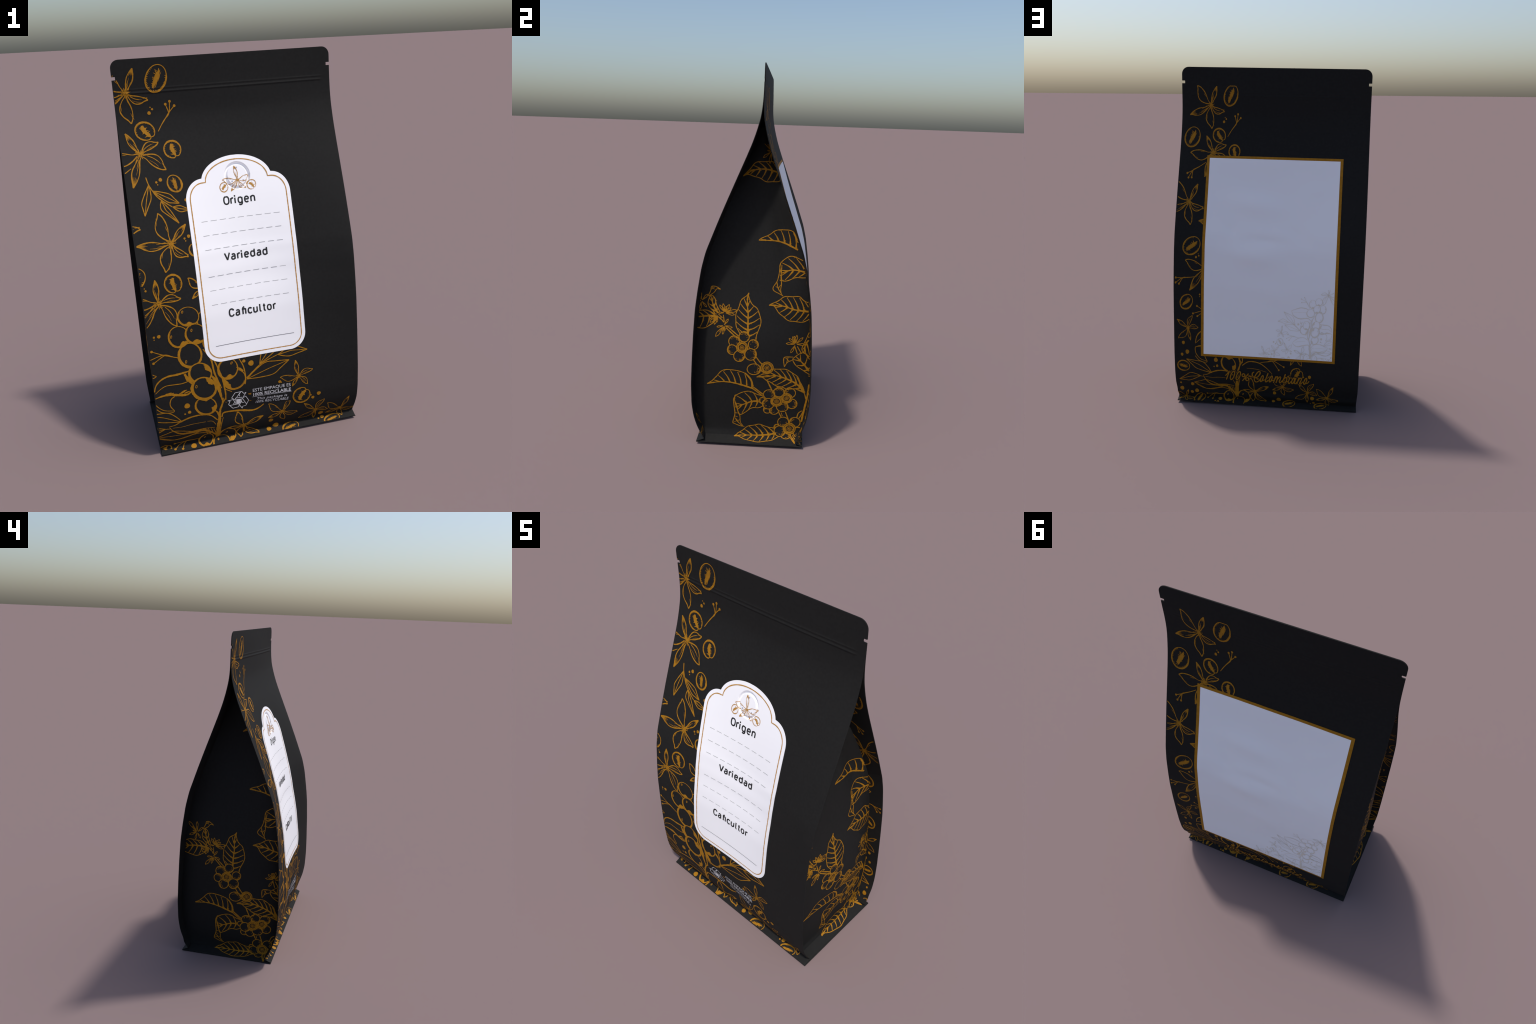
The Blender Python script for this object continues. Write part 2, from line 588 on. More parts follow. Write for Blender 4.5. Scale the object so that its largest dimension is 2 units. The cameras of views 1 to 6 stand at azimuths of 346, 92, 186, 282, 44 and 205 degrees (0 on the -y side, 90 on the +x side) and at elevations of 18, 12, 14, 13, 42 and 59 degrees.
def bean(c, a, b, kind, outline=0.0052):
    """coffee bean: centre, end of long axis, end of short axis"""
    c, a, b = (np.asarray(x, float) for x in (c, a, b))
    u, v = a - c, b - c
    P.begin("coffee_bean")

    def at(r, t):
        return c + r * (math.cos(t) * u + math.sin(t) * v)
    if kind == "long":
        P.ribbon([at(1, t) for t in FULL], outline * np.array([.8, .8, 1.0, 1.7, 1.9, 1.6, 1.2, 1.1, 1.7, 1.3, .9, .8, .8]))
        for t in np.arange(1.2, 5.6, 0.16):
            d = rng.uniform(.08, .17)
            P.ribbon([at(.97, t), at(.97 - d, t + rng.uniform(-.06, .06))], (outline * .8, .0012))
        w = np.linalg.norm(v)
        for off, wd, lo, hi in [(-.13, .13, -.60, .50), (-.02, .17, -.74, .76), (.09, .13, -.76, .66), (.19, .07, -.70, .30), (.24, .05, -.25, .55)]:
            P.ribbon([c + u * s + v * (off + .10 * math.sin(2.0 * s + .3) + rng.uniform(-.03, .03)) for s in np.linspace(lo, hi, 7)],
                     w * wd * np.array([.25, .9, 1.2, .8, 1.2, .9, .3]))
        for s in np.arange(-.55, .55, .12):
            sg = -1 if rng.random() < .7 else 1
            P.ribbon([c + u * s + v * .1 * sg, c + u * (s + rng.uniform(.0, .14)) + v * sg * rng.uniform(.24, .40)], (w * .09, .001))
    else:
        def rim(t):
            return 1 - .16 * math.exp(-((t - .18) / .17) ** 2)
        ts = np.linspace(0.18, 0.18 + 2 * math.pi, 40)
        P.ribbon([at(rim(t) if t < 3 else 1 - .16 * math.exp(-((t - .18 - 2 * math.pi) / .17) ** 2), t) for t in ts],
                 outline * np.array([.8, .8, .9, 1.1, 1.6, 1.8, 1.6, 1.1, 1.0, 1.3, 1.1, .9, .8]))
        for t in np.arange(.9, 5.7, 0.17):
            P.ribbon([at(.97, t), at(.97 - rng.uniform(.07, .16), t + rng.uniform(-.07, .07))], (outline * .8, .0012))
        w = np.linalg.norm(v)
        P.ribbon([c + u * s + v * o for s, o in [(-.66, .10), (-.4, .0), (-.1, -.04), (.2, .0), (.5, .05), (.8, .12)]], w * np.array([.20, .42, .44, .40, .36, .16]))
        P.ribbon([c + u * s + v * o for s, o in [(-.62, .22), (-.3, .10), (.1, .05), (.45, .12)]], w * np.array([.08, .18, .2, .1]))
        for s in np.arange(-.55, .7, .14):
            sg = 1 if rng.random() < .5 else -1
            P.ribbon([c + u * s + v * .1 * sg, c + u * (s + rng.uniform(-.12, .12)) + v * sg * rng.uniform(.28, .46)], (w * .12, .001))
    P.end()


PETALS = {"a": [.205, .130, .180, .215, .130], "b": [.125, .175, .200, .125, .185]}


def flower(c, tips, fine=0, ink=None, kind="a"):
    """five-petalled coffee flower drawn in outline"""
    c = np.asarray(c, float)
    P.begin("flower")
    lw = ink or (0.0031 if fine else 0.0046)
    reach = np.mean([np.linalg.norm(np.asarray(t) - c) for t in tips])
    for k, tip in enumerate(tips):
        tip = np.asarray(tip, float)
        d = tip - c
        n = turn(d)
        ww = PETALS[kind][k]
        slim = ww < .15
        bend = ((.10, -.02, -.12, -.10, .05) if kind == "a" else (.03, .10, .10, -.03, .10))[k]
        base = c + d * .09

        def spine(s):
            return c + d * s + n * (bend * math.sin(math.pi * min(1, s * 1.05)) - bend * .9 * max(0, s - .70))

        def side(sg, f):
            prof = [(.24, .50), (.42, .90), (.58, 1.0), (.74, .80), (.88, .38)] if not slim else [(.24, .42), (.42, .85), (.60, 1.0), (.78, .72), (.90, .32)]
            return [base + n * sg * .025] + [spine(s) + n * sg * ww * o * f for s, o in prof] + [tip]
        lf, rf = (1.0, .85) if k % 2 else (.85, 1.0)
        P.ribbon(side(1, lf), lw * np.array([1.0, 1.35, 1.25, .95, .8, 1.0, 1.2]))
        P.ribbon(side(-1, rf), lw * np.array([.8, .8, .9, 1.2, 1.25, 1.2, 1.2]))
        if slim:
            for o in (-.6, -.2, .2, .6):
                P.ribbon([spine(s) + n * ww * o * (1.02 - s) * 3.0 for s in (rng.uniform(.66, .76), .88, .98)], (lw * .2, lw * .7, lw * .9))
            for o in (-.5, .1):
                P.ribbon([spine(s) + n * ww * o for s in (.16, .30, rng.uniform(.40, .52))], (lw * .8, lw * .6, lw * .2))
            P.ribbon([spine(s) + n * ww * .35 for s in (.28, .45, .62)], (lw * .2, lw * .5, lw * .2))
        elif k in (1, 2):
            P.ribbon([spine(s) + n * .02 for s in (.22, .42, .62, .74)], (lw * .6, lw * .8, lw * .7, lw * .2))
            P.ribbon([spine(s) - n * ww * .5 for s in (.36, .55, .74)], (lw * .2, lw * .4, lw * .2))
            P.ribbon([spine(s) + n * ww * .35 for s in (.76, .86, .95)], (lw * .2, lw * .6, lw * .6))
        else:
            P.ribbon([spine(s) + n * ww * .62 * lf for s in (.66, .77, .88)], (lw * .2, lw * .45, lw * .3))
            P.ribbon([spine(s) - n * ww * .72 * rf for s in (.36, .46, .56)], (lw * .2, lw * .55, lw * .2))
    for k in range(20):
        t = 2 * math.pi * k / 20 + rng.uniform(-.15, .15)
        r0, r1 = reach * rng.uniform(.0, .05), reach * rng.uniform(.08, .21)
        P.ribbon([c + r0 * np.array([math.cos(t), math.sin(t)]), c + r1 * np.array([math.cos(t + .2), math.sin(t + .2)])], (lw * .7, lw * .75, lw * .4))
    P.end()


def twig(base, joint, tips):
    base, joint = np.asarray(base, float), np.asarray(joint, float)
    P.begin("twig")
    P.ribbon([base, base * .5 + joint * .5 + turn(joint - base) * .02, joint], (.0034, .0044, .0054))
    for t in tips:
        t = np.asarray(t, float)
        d = unit(joint - base) * np.linalg.norm(t - joint) * .33
        P.ribbon([joint - d * .3, joint + d, t], (.0048, .0044, .0036))
        r = .0066 if np.linalg.norm(t - joint) > .03 else .0056
        P.spot([t + r * np.array([math.cos(a), math.sin(a)]) for a in FULL[:-1:2]])
    P.end()


def sprig_leaf(base, tip, v1, v2):
    """slender leaf: both edges and a midrib"""
    base, tip, v1, v2 = (np.asarray(x, float) for x in (base, tip, v1, v2))
    P.begin("leaf")
    for v in (v1, v2):
        P.ribbon([base, base * .45 + v * .62 - tip * .07, v, v * .58 + tip * .44 - base * .02, tip], (.0046, .0048, .0044, .0046, .0052))
    m = (v1 + v2) / 2
    P.ribbon([base, base * .5 + m * .5, m, m * .5 + tip * .5, tip], (.0042, .0040, .0036, .0034, .0030))
    P.end()


def berry(c, a, b, thick, shade=None, shine=None):
    """big round berry with a heavy rim, brushed shade and a small shine"""
    c, a, b = (np.asarray(x, float) for x in (c, a, b))
    P.begin("berry")
    P.cover(c, a, b)
    ts = np.linspace(.4, .4 + 2 * math.pi, 34)
    P.ribbon(oval(c, a, b, ts), thick * np.array([.9, .7, .6, .75, 1.1, 1.3, 1.35, 1.2, 1.1, 1.0, .9]))
    P.ribbon(c + (oval(c, a, b, np.linspace(2.6, 5.6, 16)) - c) * .90, (.0012, thick * .35, thick * .45, .0012))
    for ang in shade or ():
        t0 = math.radians(ang)
        for k, r in enumerate((.95, .89, .83, .77, .71, .65)):
            h = .62 - .075 * k
            P.ribbon(c + (oval(c, a, b, np.linspace(t0 - h + rng.uniform(-.1, .1), t0 + h + rng.uniform(-.1, .1), 8)) - c) * r, (.0015, .0075, .0095, .008, .0015))
    if shine is not None:
        r = .085
        s = np.asarray(shine, float)
        e1, e2 = s + (a - c) * r * .8 + (b - c) * r * .3, s + (b - c) * r * 1.5
        P.ribbon(oval(s, e1, e2, FULL[::2]), .0028)
    P.end()


def cherry(c, a, b, ring=False, top=True):
    """small coffee cherry with stippled shade, the open one with its crown"""
    c, a, b = (np.asarray(x, float) for x in (c, a, b))
    P.begin("cherry")
    if top:
        P.cover(c, a, b)
    P.ribbon(oval(c, a, b, FULL), .0046)
    t0 = rng.uniform(0, 6.28)
    for k in range(26):
        t = t0 + rng.gauss(0, .8)
        r = rng.uniform(.55, .93)
        p = c + (oval(c, a, b, np.array([t])) - c)[0] * r
        q = c + (oval(c, a, b, np.array([t + rng.uniform(-.15, .15)])) - c)[0] * (r - rng.uniform(.08, .2))
        P.ribbon([p, q], (.0022, .0008))
    for k in range(9):
        t = t0 + rng.uniform(-.7, .7)
        P.ribbon(c + (oval(c, a, b, np.linspace(t - .3, t + .3, 5)) - c) * rng.uniform(.80, .93), (.0008, .0028, .0008))
    if ring:
        P.ribbon(c + (oval(c, a, b, FULL) - c) * .82, .0024)
        P.ribbon(c + (oval(c, a, b, FULL) - c) * .70, .0042)
        for r, w in ((.34, .0024), (.14, .0036)):
            P.ribbon(c + (oval(c, a, b, FULL[::2]) - c) * r, w)
        for k in range(26):
            t = rng.uniform(0, 6.28)
            P.ribbon(c + (oval(c, a, b, np.array([t, t + .1])) - c) * np.array([[.66], [rng.uniform(.44, .58)]]), (.0024, .0008))
    P.end()


def along(q, f):
    s = np.concatenate([[0], np.cumsum(np.linalg.norm(np.diff(q, axis=0), axis=1))])
    s /= s[-1]
    return np.array([np.interp(f, s, q[:, 0]), np.interp(f, s, q[:, 1])])


def coffee_leaf(mid, up, lo):
    """large leaf: wavy edges, thick midrib, side veins and stipple (point lists run tip to base)"""
    P.begin("coffee_leaf")
    m = spline(mid)
    tip = m[0]
    P.ribbon(mid, (.0050, .0050, .0060, .0075, .0095, .0085))
    length = np.linalg.norm(np.diff(m, axis=0), axis=1).sum()
    n = max(3, int(length / .032))
    for edge in (up, lo):
        if not edge:
            continue
        e = spline([tip] + list(edge))
        s = np.linspace(0, 1, len(e))
        wave = .0022 * np.sin(s * length * 90)[:, None] * np.array([turn(unit(t)) for t in np.gradient(e, axis=0)])
        P.ribbon(e + wave, .0042)
        for k in range(n):
            f = (k + .9) / (n + .5)
            a, b = along(m, min(1, f + .04)), along(e, max(0.04, f - .10))
            b = a + (b - a) * .93
            c = (a + b) / 2 + unit(a - tip) * .06 * np.linalg.norm(b - a)
            P.ribbon([a, c, b], (.0085, .0050, .0026))
            side = unit(along(m, min(1, f + .12)) - a)
            for j in range(11):
                h = rng.uniform(.04, .85)
                p = a + (b - a) * h + unit(a - tip) * .06 * np.linalg.norm(b - a) * 4 * h * (1 - h) * .5
                P.ribbon([p, p + side * rng.uniform(.003, .012) * (1.15 - h) + (b - a) * .04], (.0032, .0008))
            if k % 2 == 0:
                p = along(e, min(1, f + .03))
                p = p + (along(m, f) - p) * .10
                P.ribbon([p, p + unit(along(e, min(1, f + .08)) - p) * .018], (.0008, .002, .0008))
    P.end()


def blossom(c, tips):
    """cluster of narrow petals"""
    c = np.asarray(c, float)
    P.begin("blossom")
    for t in tips:
        t = np.asarray(t, float)
        d, n = t - c, turn(t - c)
        k = .10 if np.linalg.norm(d) > .02 else .07
        for sg in (1, -1):
            P.ribbon([c + d * .12, c + d * .45 + n * sg * k * .7, c + d * .75 + n * sg * k, t], (.0036, .0032, .0030, .0034))
        P.ribbon([c + d * .15, c + d * .6], (.0034, .001))
    P.end()


def draw_side():
    """flowers, beans and twigs down the left, in front panel coordinates (x, height along the film)"""
    # flowers, beans and twigs down the left side
    flower((-0.4959, 1.8326), [(-0.5959, 1.9500), (-0.4489, 1.9475), (-0.3907, 1.7949), (-0.4836, 1.6906), (-0.6525, 1.7726)])
    bean((-0.3416, 1.8934), (-0.3203, 1.9558), (-0.2942, 1.8820), "long")
    dot((-0.3924, 1.7337), 0.0085)
    dot((-0.3758, 1.7508), 0.0052)
    dot((-0.3847, 1.7602), 0.0031)
    twig((-0.3598, 1.6446), (-0.3098, 1.7106), [(-0.3092, 1.7692), (-0.2873, 1.7812), (-0.2666, 1.7590)])
    bean((-0.4241, 1.6507), (-0.3995, 1.6132), (-0.3837, 1.6695), "short")
    flower((-0.4616, 1.5450), [(-0.5206, 1.6468), (-0.3674, 1.5946), (-0.3477, 1.4659), (-0.5186, 1.3987), (-0.6358, 1.5433)], kind="b")
    twig((-0.5154, 1.4864), (-0.5913, 1.4462), [(-0.6506, 1.4192), (-0.6401, 1.3921), (-0.6152, 1.3938)])
    bean((-0.6280, 1.6381), (-0.6041, 1.6959), (-0.5758, 1.6207), "long")
    bean((-0.3035, 1.5557), (-0.2944, 1.5167), (-0.2630, 1.5635), "short")
    bean((-0.3169, 1.3977), (-0.3281, 1.4364), (-0.2836, 1.4042), "long")
    dot((-0.3835, 1.4219), 0.0086)
    dot((-0.4047, 1.4123), 0.0054)
    dot((-0.3998, 1.4006), 0.0030)
    dot((-0.2735, 1.3160), 0.0069)
    line((.0045, .0055, .0045), (-0.4522, 1.4399), (-0.4450, 1.4088), (-0.4325, 1.3810), (-0.4123, 1.3483), (-0.3928, 1.3287), (-0.3650, 1.3067), (-0.3445, 1.2921))
    sprig_leaf((-0.4439, 1.4034), (-0.4817, 1.2662), (-0.4891, 1.3247), (-0.4417, 1.3399))
    sprig_leaf((-0.4306, 1.3755), (-0.3083, 1.3042), (-0.3497, 1.3515), (-0.3609, 1.3155))
    sprig_leaf((-0.3934, 1.3248), (-0.3221, 1.2132), (-0.3972, 1.2815), (-0.3555, 1.2761))
    sprig_leaf((-0.3419, 1.2904), (-0.2562, 1.2673), (-0.3044, 1.2924), (-0.3057, 1.2643))
    flower((-0.6232, 1.2488), [(-0.7341, 1.3753), (-0.5650, 1.3546), (-0.5129, 1.2091), (-0.6033, 1.1109), (-0.7715, 1.1894)])
    flower((-0.3763, 1.1248), [(-0.4203, 1.2714), (-0.2916, 1.2040), (-0.2994, 1.0512), (-0.4216, 0.9963), (-0.5433, 1.1349)])
    bean((-0.5855, 0.9865), (-0.5349, 1.0276), (-0.5470, 0.9509), "long")
    dot((-0.2846, 1.1462), 0.0081)
    dot((-0.3063, 1.1382), 0.0052)
    dot((-0.3019, 1.1263), 0.0033)
    dot((-0.5503, 0.9177), 0.0074)
    dot((-0.5296, 0.9264), 0.0052)
    dot((-0.5340, 0.9385), 0.0029)
    bean((-0.2599, 1.0757), (-0.2631, 1.1072), (-0.2289, 1.0726), "long")
    bean((-0.3922, 0.9361), (-0.3874, 0.8917), (-0.3495, 0.9374), "short")
    flower((-0.2491, 0.8880), [(-0.3160, 0.9500), (-0.3058, 0.8454)])
    flower((-0.4744, 0.8541), [(-0.4802, 0.9699), (-0.3627, 0.8584), (-0.3981, 0.7264), (-0.5948, 0.7147), (-0.6292, 0.8991)], kind="b")
    twig((-0.5464, 0.8004), (-0.6237, 0.7923), [(-0.6980, 0.7908), (-0.6989, 0.7607), (-0.6739, 0.7536)])
    bean((-0.6185, 0.6437), (-0.5804, 0.6766), (-0.5916, 0.6119), "long")
    flower((-0.6047, 0.4808), [(-0.6897, 0.5319), (-0.5741, 0.5593), (-0.5287, 0.4845), (-0.5859, 0.4023), (-0.6797, 0.4119)], fine=1, kind="b")
    dot((-0.6424, 0.3855), 0.0112)
    dot((-0.6122, 0.3279), 0.0142)
    dot((-0.6532, 0.3094), 0.0102)
    twig((-0.4102, 0.5606), (-0.4474, 0.5754), [(-0.5381, 0.6188), (-0.5684, 0.5710), (-0.5353, 0.5554)])
    dot((-0.4942, 0.6905), 0.0090)
    dot((-0.5182, 0.6905), 0.0055)
    dot((-0.5185, 0.6772), 0.0029)


def draw_branch():
    """the big berry branch at the foot with its leaves and small flowers"""
    berry((-0.2448, 0.7273), (-0.2947, 0.7306), (-0.2420, 0.7825), 0.005, shade=(-90,), shine=(-0.2183, 0.7563))
    berry((-0.2185, 0.6085), (-0.2771, 0.6125), (-0.2160, 0.6609), 0.007)
    berry((-0.3375, 0.7620), (-0.2847, 0.7515), (-0.3318, 0.8092), 0.005, shade=(-80,), shine=(-0.3649, 0.7901))
    berry((-0.3498, 0.5615), (-0.2925, 0.5496), (-0.3430, 0.6249), 0.01, shine=(-0.3737, 0.5311))
    berry((-0.3968, 0.6682), (-0.3466, 0.6577), (-0.3908, 0.7221), 0.006, shade=(-55,), shine=(-0.4340, 0.6760))
    berry((-0.3106, 0.6670), (-0.2595, 0.6565), (-0.3050, 0.7177), 0.0065, shade=(-80,), shine=(-0.3294, 0.6893))
    berry((-0.3082, 0.4538), (-0.2510, 0.4417), (-0.3027, 0.5087), 0.008, shade=(-70, 40))
    berry((-0.2950, 0.2624), (-0.2402, 0.2490), (-0.2910, 0.3130), 0.007, shade=(95, -20))
    berry((-0.2963, 0.3662), (-0.2352, 0.3529), (-0.2907, 0.4275), 0.0115, shade=(50,), shine=(-0.3352, 0.3846))
    berry((-0.1326, 0.3820), (-0.0788, 0.4028), (-0.1538, 0.4332), 0.0055, shade=(200,))
    berry((-0.1639, 0.4489), (-0.1207, 0.4173), (-0.1356, 0.4961), 0.007, shade=(-50,), shine=(-0.1421, 0.4771))
    line((0.004, 0.008, 0.009, 0.004), (-0.2820, 0.5799), (-0.2469, 0.5180), (-0.2346, 0.4383), (-0.2051, 0.3481))
    line((0.005, 0.007, 0.007, 0.008, 0.006), (-0.2364, 0.5227), (-0.2179, 0.4738), (-0.1973, 0.4014), (-0.1870, 0.3178), (-0.1879, 0.2751))
    line((0.004, 0.022, 0.016, 0.006), (-0.2550, 0.4354), (-0.2317, 0.3942), (-0.2190, 0.3438), (-0.2068, 0.2766))
    line((0.004, 0.004, 0.003), (-0.2746, 0.5716), (-0.2517, 0.5361), (-0.2381, 0.5058))
    line((0.006, 0.009, 0.01, 0.014, 0.02, 0.02, 0.02, 0.026), (-0.2010, 0.2902), (-0.2097, 0.2500), (-0.2208, 0.2204), (-0.2256, 0.1877), (-0.2290, 0.1502), (-0.2364, 0.1004), (-0.2377, 0.0592), (-0.2364, 0.0161))
    line((0.006, 0.007, 0.005), (-0.1873, 0.2869), (-0.2045, 0.2593), (-0.2255, 0.2217))
    line((0.003, 0.005, 0.005), (-0.2077, 0.1672), (-0.2206, 0.1136), (-0.2263, 0.0486))
    line((0.005, 0.01, 0.006), (-0.2560, 0.2300), (-0.2357, 0.2060), (-0.2255, 0.1571))
    line((0.006, 0.011, 0.01, 0.008, 0.006, 0.004), (-0.3609, 0.4786), (-0.4233, 0.4721), (-0.4759, 0.4708), (-0.5153, 0.4549), (-0.5400, 0.4266), (-0.5505, 0.3836))
    line((0.004, 0.005, 0.004, 0.003), (-0.3692, 0.4244), (-0.4054, 0.4178), (-0.4434, 0.4197), (-0.4870, 0.4214), (-0.5174, 0.4087), (-0.5441, 0.3887))
    line((0.005, 0.012, 0.013, 0.011, 0.009, 0.005), (-0.3600, 0.3653), (-0.3852, 0.3513), (-0.4233, 0.3560), (-0.4721, 0.3687), (-0.5159, 0.3688), (-0.5501, 0.3608))
    line((0.002, 0.009, 0.003), (-0.4145, 0.3704), (-0.3978, 0.3745), (-0.3842, 0.3773))
    line((0.002, 0.009, 0.003), (-0.4270, 0.3634), (-0.4104, 0.3675), (-0.3967, 0.3703))
    line((0.002, 0.009, 0.003), (-0.4006, 0.3607), (-0.3839, 0.3648), (-0.3702, 0.3676))
    line((0.002, 0.009, 0.003), (-0.4937, 0.3720), (-0.4772, 0.3760), (-0.4637, 0.3789))
    line((0.002, 0.009, 0.003), (-0.5055, 0.3704), (-0.4890, 0.3745), (-0.4756, 0.3773))
    line((0.002, 0.009, 0.003), (-0.4824, 0.3678), (-0.4659, 0.3719), (-0.4524, 0.3747))
    line((0.005, 0.004, 0.003), (-0.5501, 0.3608), (-0.5508, 0.3413), (-0.5418, 0.3159), (-0.5097, 0.2861), (-0.4609, 0.2721))
    line((0.004, 0.005, 0.003), (-0.5503, 0.3043), (-0.5251, 0.2785), (-0.4911, 0.2662), (-0.4660, 0.2654), (-0.4580, 0.2714))
    line((0.005, 0.005, 0.004), (-0.4500, 0.3545), (-0.4689, 0.3424), (-0.4773, 0.3177), (-0.4734, 0.2963), (-0.4580, 0.2720))
    line((0.01, 0.019, 0.008), (-0.3886, 0.4671), (-0.3741, 0.4352), (-0.3520, 0.4028))
    line((0.005, 0.008, 0.005), (-0.3536, 0.4015), (-0.3630, 0.3807), (-0.3593, 0.3570))
    dot((-0.3918, 0.2854), 0.0147)
    dot((-0.3827, 0.2455), 0.0089)
    dot((-0.4064, 0.2397), 0.0048)
    line((0.003, 0.006, 0.009, 0.008, 0.007, 0.006, 0.006), (-0.4941, 0.1799), (-0.4626, 0.1831), (-0.4254, 0.2002), (-0.3763, 0.2137), (-0.3216, 0.2144), (-0.2734, 0.1978), (-0.2381, 0.1569))
    line((0.003, 0.006, 0.009, 0.008, 0.013, 0.016, 0.013, 0.01, 0.008), (-0.4930, 0.1757), (-0.4770, 0.1470), (-0.4482, 0.1205), (-0.4123, 0.1079), (-0.3573, 0.1069), (-0.3112, 0.1031), (-0.2771, 0.0765), (-0.2547, 0.0509), (-0.2380, 0.0166))
    line((0.002, 0.005, 0.006, 0.003), (-0.4121, 0.1139), (-0.3571, 0.1152), (-0.3109, 0.1169), (-0.2551, 0.1087))
    line((0.002, 0.003, 0.002), (-0.4757, 0.1663), (-0.4280, 0.1621), (-0.3702, 0.1662), (-0.3030, 0.1636))
    line((0.002, 0.003, 0.003), (-0.2937, 0.1650), (-0.2662, 0.1571), (-0.2485, 0.1289))
    line((0.003, 0.004, 0.003), (-0.3078, 0.1160), (-0.3005, 0.0923), (-0.2942, 0.0634))
    line((0.003, 0.004, 0.003), (-0.2909, 0.1107), (-0.2834, 0.0866), (-0.2769, 0.0567))
    line((0.003, 0.004, 0.003), (-0.2754, 0.1059), (-0.2678, 0.0812), (-0.2610, 0.0503))
    line((0.003, 0.004, 0.003), (-0.2615, 0.1014), (-0.2537, 0.0762), (-0.2467, 0.0444))
    line((0.003, 0.005, 0.005), (-0.5512, 0.1042), (-0.4924, 0.0750), (-0.4316, 0.0700), (-0.3701, 0.0856), (-0.3269, 0.0861), (-0.2770, 0.0683))
    sprig_leaf((-0.4255, 0.1955), (-0.6200, 0.2799), (-0.4913, 0.2646), (-0.5442, 0.2225))
    sprig_leaf((-0.5145, 0.1697), (-0.6820, 0.1370), (-0.5946, 0.1877), (-0.6022, 0.1328))
    line((0.004, 0.003), (-0.5177, 0.1695), (-0.4888, 0.1651))
    sprig_leaf((-0.3405, 0.0989), (-0.5675, 0.1185), (-0.4707, 0.1426), (-0.4706, 0.0721))
    twig((-0.3358, 0.0371), (-0.3825, 0.0363), [(-0.4719, 0.0310), (-0.4721, -0.0148), (-0.4324, -0.0209)])
    dot((-0.3727, -0.0162), 0.0149)
    berry((-0.3023, 0.0160), (-0.2707, -0.0087), (-0.2789, 0.0588), 0.0065, shade=(-60,), shine=(-0.3085, 0.0350))
    berry((-0.1837, 0.0205), (-0.1441, -0.0098), (-0.1587, 0.0665), 0.007, shade=(-25,), shine=(-0.1887, 0.0439))
    berry((-0.2231, -0.0263), (-0.1785, -0.0229), (-0.2229, 0.0214), 0.006, shine=(-0.2371, -0.0054))
    dot((-0.6744, 0.1092), 0.0074)
    dot((-0.5829, 0.1031), 0.0128)
    dot((-0.6696, 0.0635), 0.0160)
    dot((-0.5531, 0.0498), 0.0150)
    dot((-0.5921, 0.0358), 0.0121)
    dot((-0.3875, -0.0444), 0.0098)
    dot((-0.4094, -0.0388), 0.0053)
    bean((-0.6437, 0.2349), (-0.5975, 0.2282), (-0.6497, 0.2018), "long")
    bean((-0.5331, -0.0153), (-0.5115, 0.0312), (-0.4955, -0.0198), "short")
    flower((-0.6468, -0.0093), [(-0.7074, 0.0326), (-0.6209, 0.0513), (-0.5789, -0.0260), (-0.6296, -0.0501), (-0.6946, -0.0366)], fine=1)
    # leaves and small flowers to the right
    sprig_leaf((-0.0684, 0.3718), (0.1666, 0.4376), (0.0368, 0.4458), (0.0759, 0.3723))
    line((0.007, 0.006, 0.005, 0.004, 0.004), (-0.0679, 0.3783), (0.0050, 0.4373), (0.0503, 0.4578), (0.1114, 0.4787), (0.1376, 0.4932))
    sprig_leaf((0.1096, 0.4758), (0.2689, 0.4793), (0.1927, 0.5141), (0.1727, 0.4584))
    sprig_leaf((0.0069, 0.4419), (0.1851, 0.6082), (0.0491, 0.5572), (0.1198, 0.5185))
    line((0.004, 0.006, 0.005, 0.006), (-0.1014, 0.4947), (-0.0812, 0.4464), (-0.0732, 0.3827), (-0.0797, 0.3441))
    line((0.004, 0.01, 0.006), (-0.1180, 0.4491), (-0.1005, 0.4374), (-0.0833, 0.4209))
    line((0.015, 0.02, 0.006), (-0.1902, 0.3909), (-0.1767, 0.3683), (-0.1666, 0.3411))
    line((0.004, 0.004), (-0.1854, 0.3368), (-0.1529, 0.3159))
    flower((0.2152, 0.3321), [(0.2008, 0.4282), (0.2943, 0.3619), (0.2633, 0.2775), (0.1765, 0.2785), (0.1127, 0.3433)], fine=1, kind="b")
    dot((-0.0392, 0.4563), 0.0147)
    dot((-0.0765, 0.4751), 0.0087)
    dot((-0.0669, 0.4949), 0.0036)
    dot((0.1088, 0.3201), 0.0082)
    dot((0.2796, 0.2043), 0.0050)
    dot((0.2913, 0.1862), 0.0091)
    dot((0.3248, 0.2068), 0.0115)
    bean((0.2277, 0.2131), (0.2512, 0.2535), (0.2690, 0.1891), "short")
    flower((0.1204, 0.1248), [(0.0460, 0.1864), (0.1669, 0.2079), (0.2058, 0.1033), (0.1321, 0.0560), (0.0417, 0.0942)], fine=1)
    flower((0.3111, 0.0880), [(0.2423, 0.1535), (0.3586, 0.1610), (0.3846, 0.0738), (0.3097, 0.0051), (0.2181, 0.0372)], fine=1, kind="b")
    flower((0.4614, 0.0583), [(0.3789, 0.1243), (0.5055, 0.1460), (0.5466, 0.0368), (0.4729, -0.0143), (0.3772, 0.0345)], fine=1)
    flower((-0.0965, 0.0739), [(-0.1286, 0.1768), (0.0130, 0.1181), (-0.0110, -0.0161), (-0.1155, -0.0204), (-0.1874, 0.0793)])
    dot((0.0571, 0.0703), 0.0128)
    dot((0.0883, 0.0145), 0.0176)
    dot((0.0461, -0.0070), 0.0130)
    dot((0.3476, 0.0450), 0.0147)
    dot((0.3580, 0.0018), 0.0110)
    dot((0.3352, -0.0054), 0.0052)
    bean((0.1673, -0.0210), (0.2139, -0.0139), (0.1676, 0.0104), "long")
    bean((0.4094, -0.0237), (0.4559, -0.0155), (0.4099, 0.0035), "long")
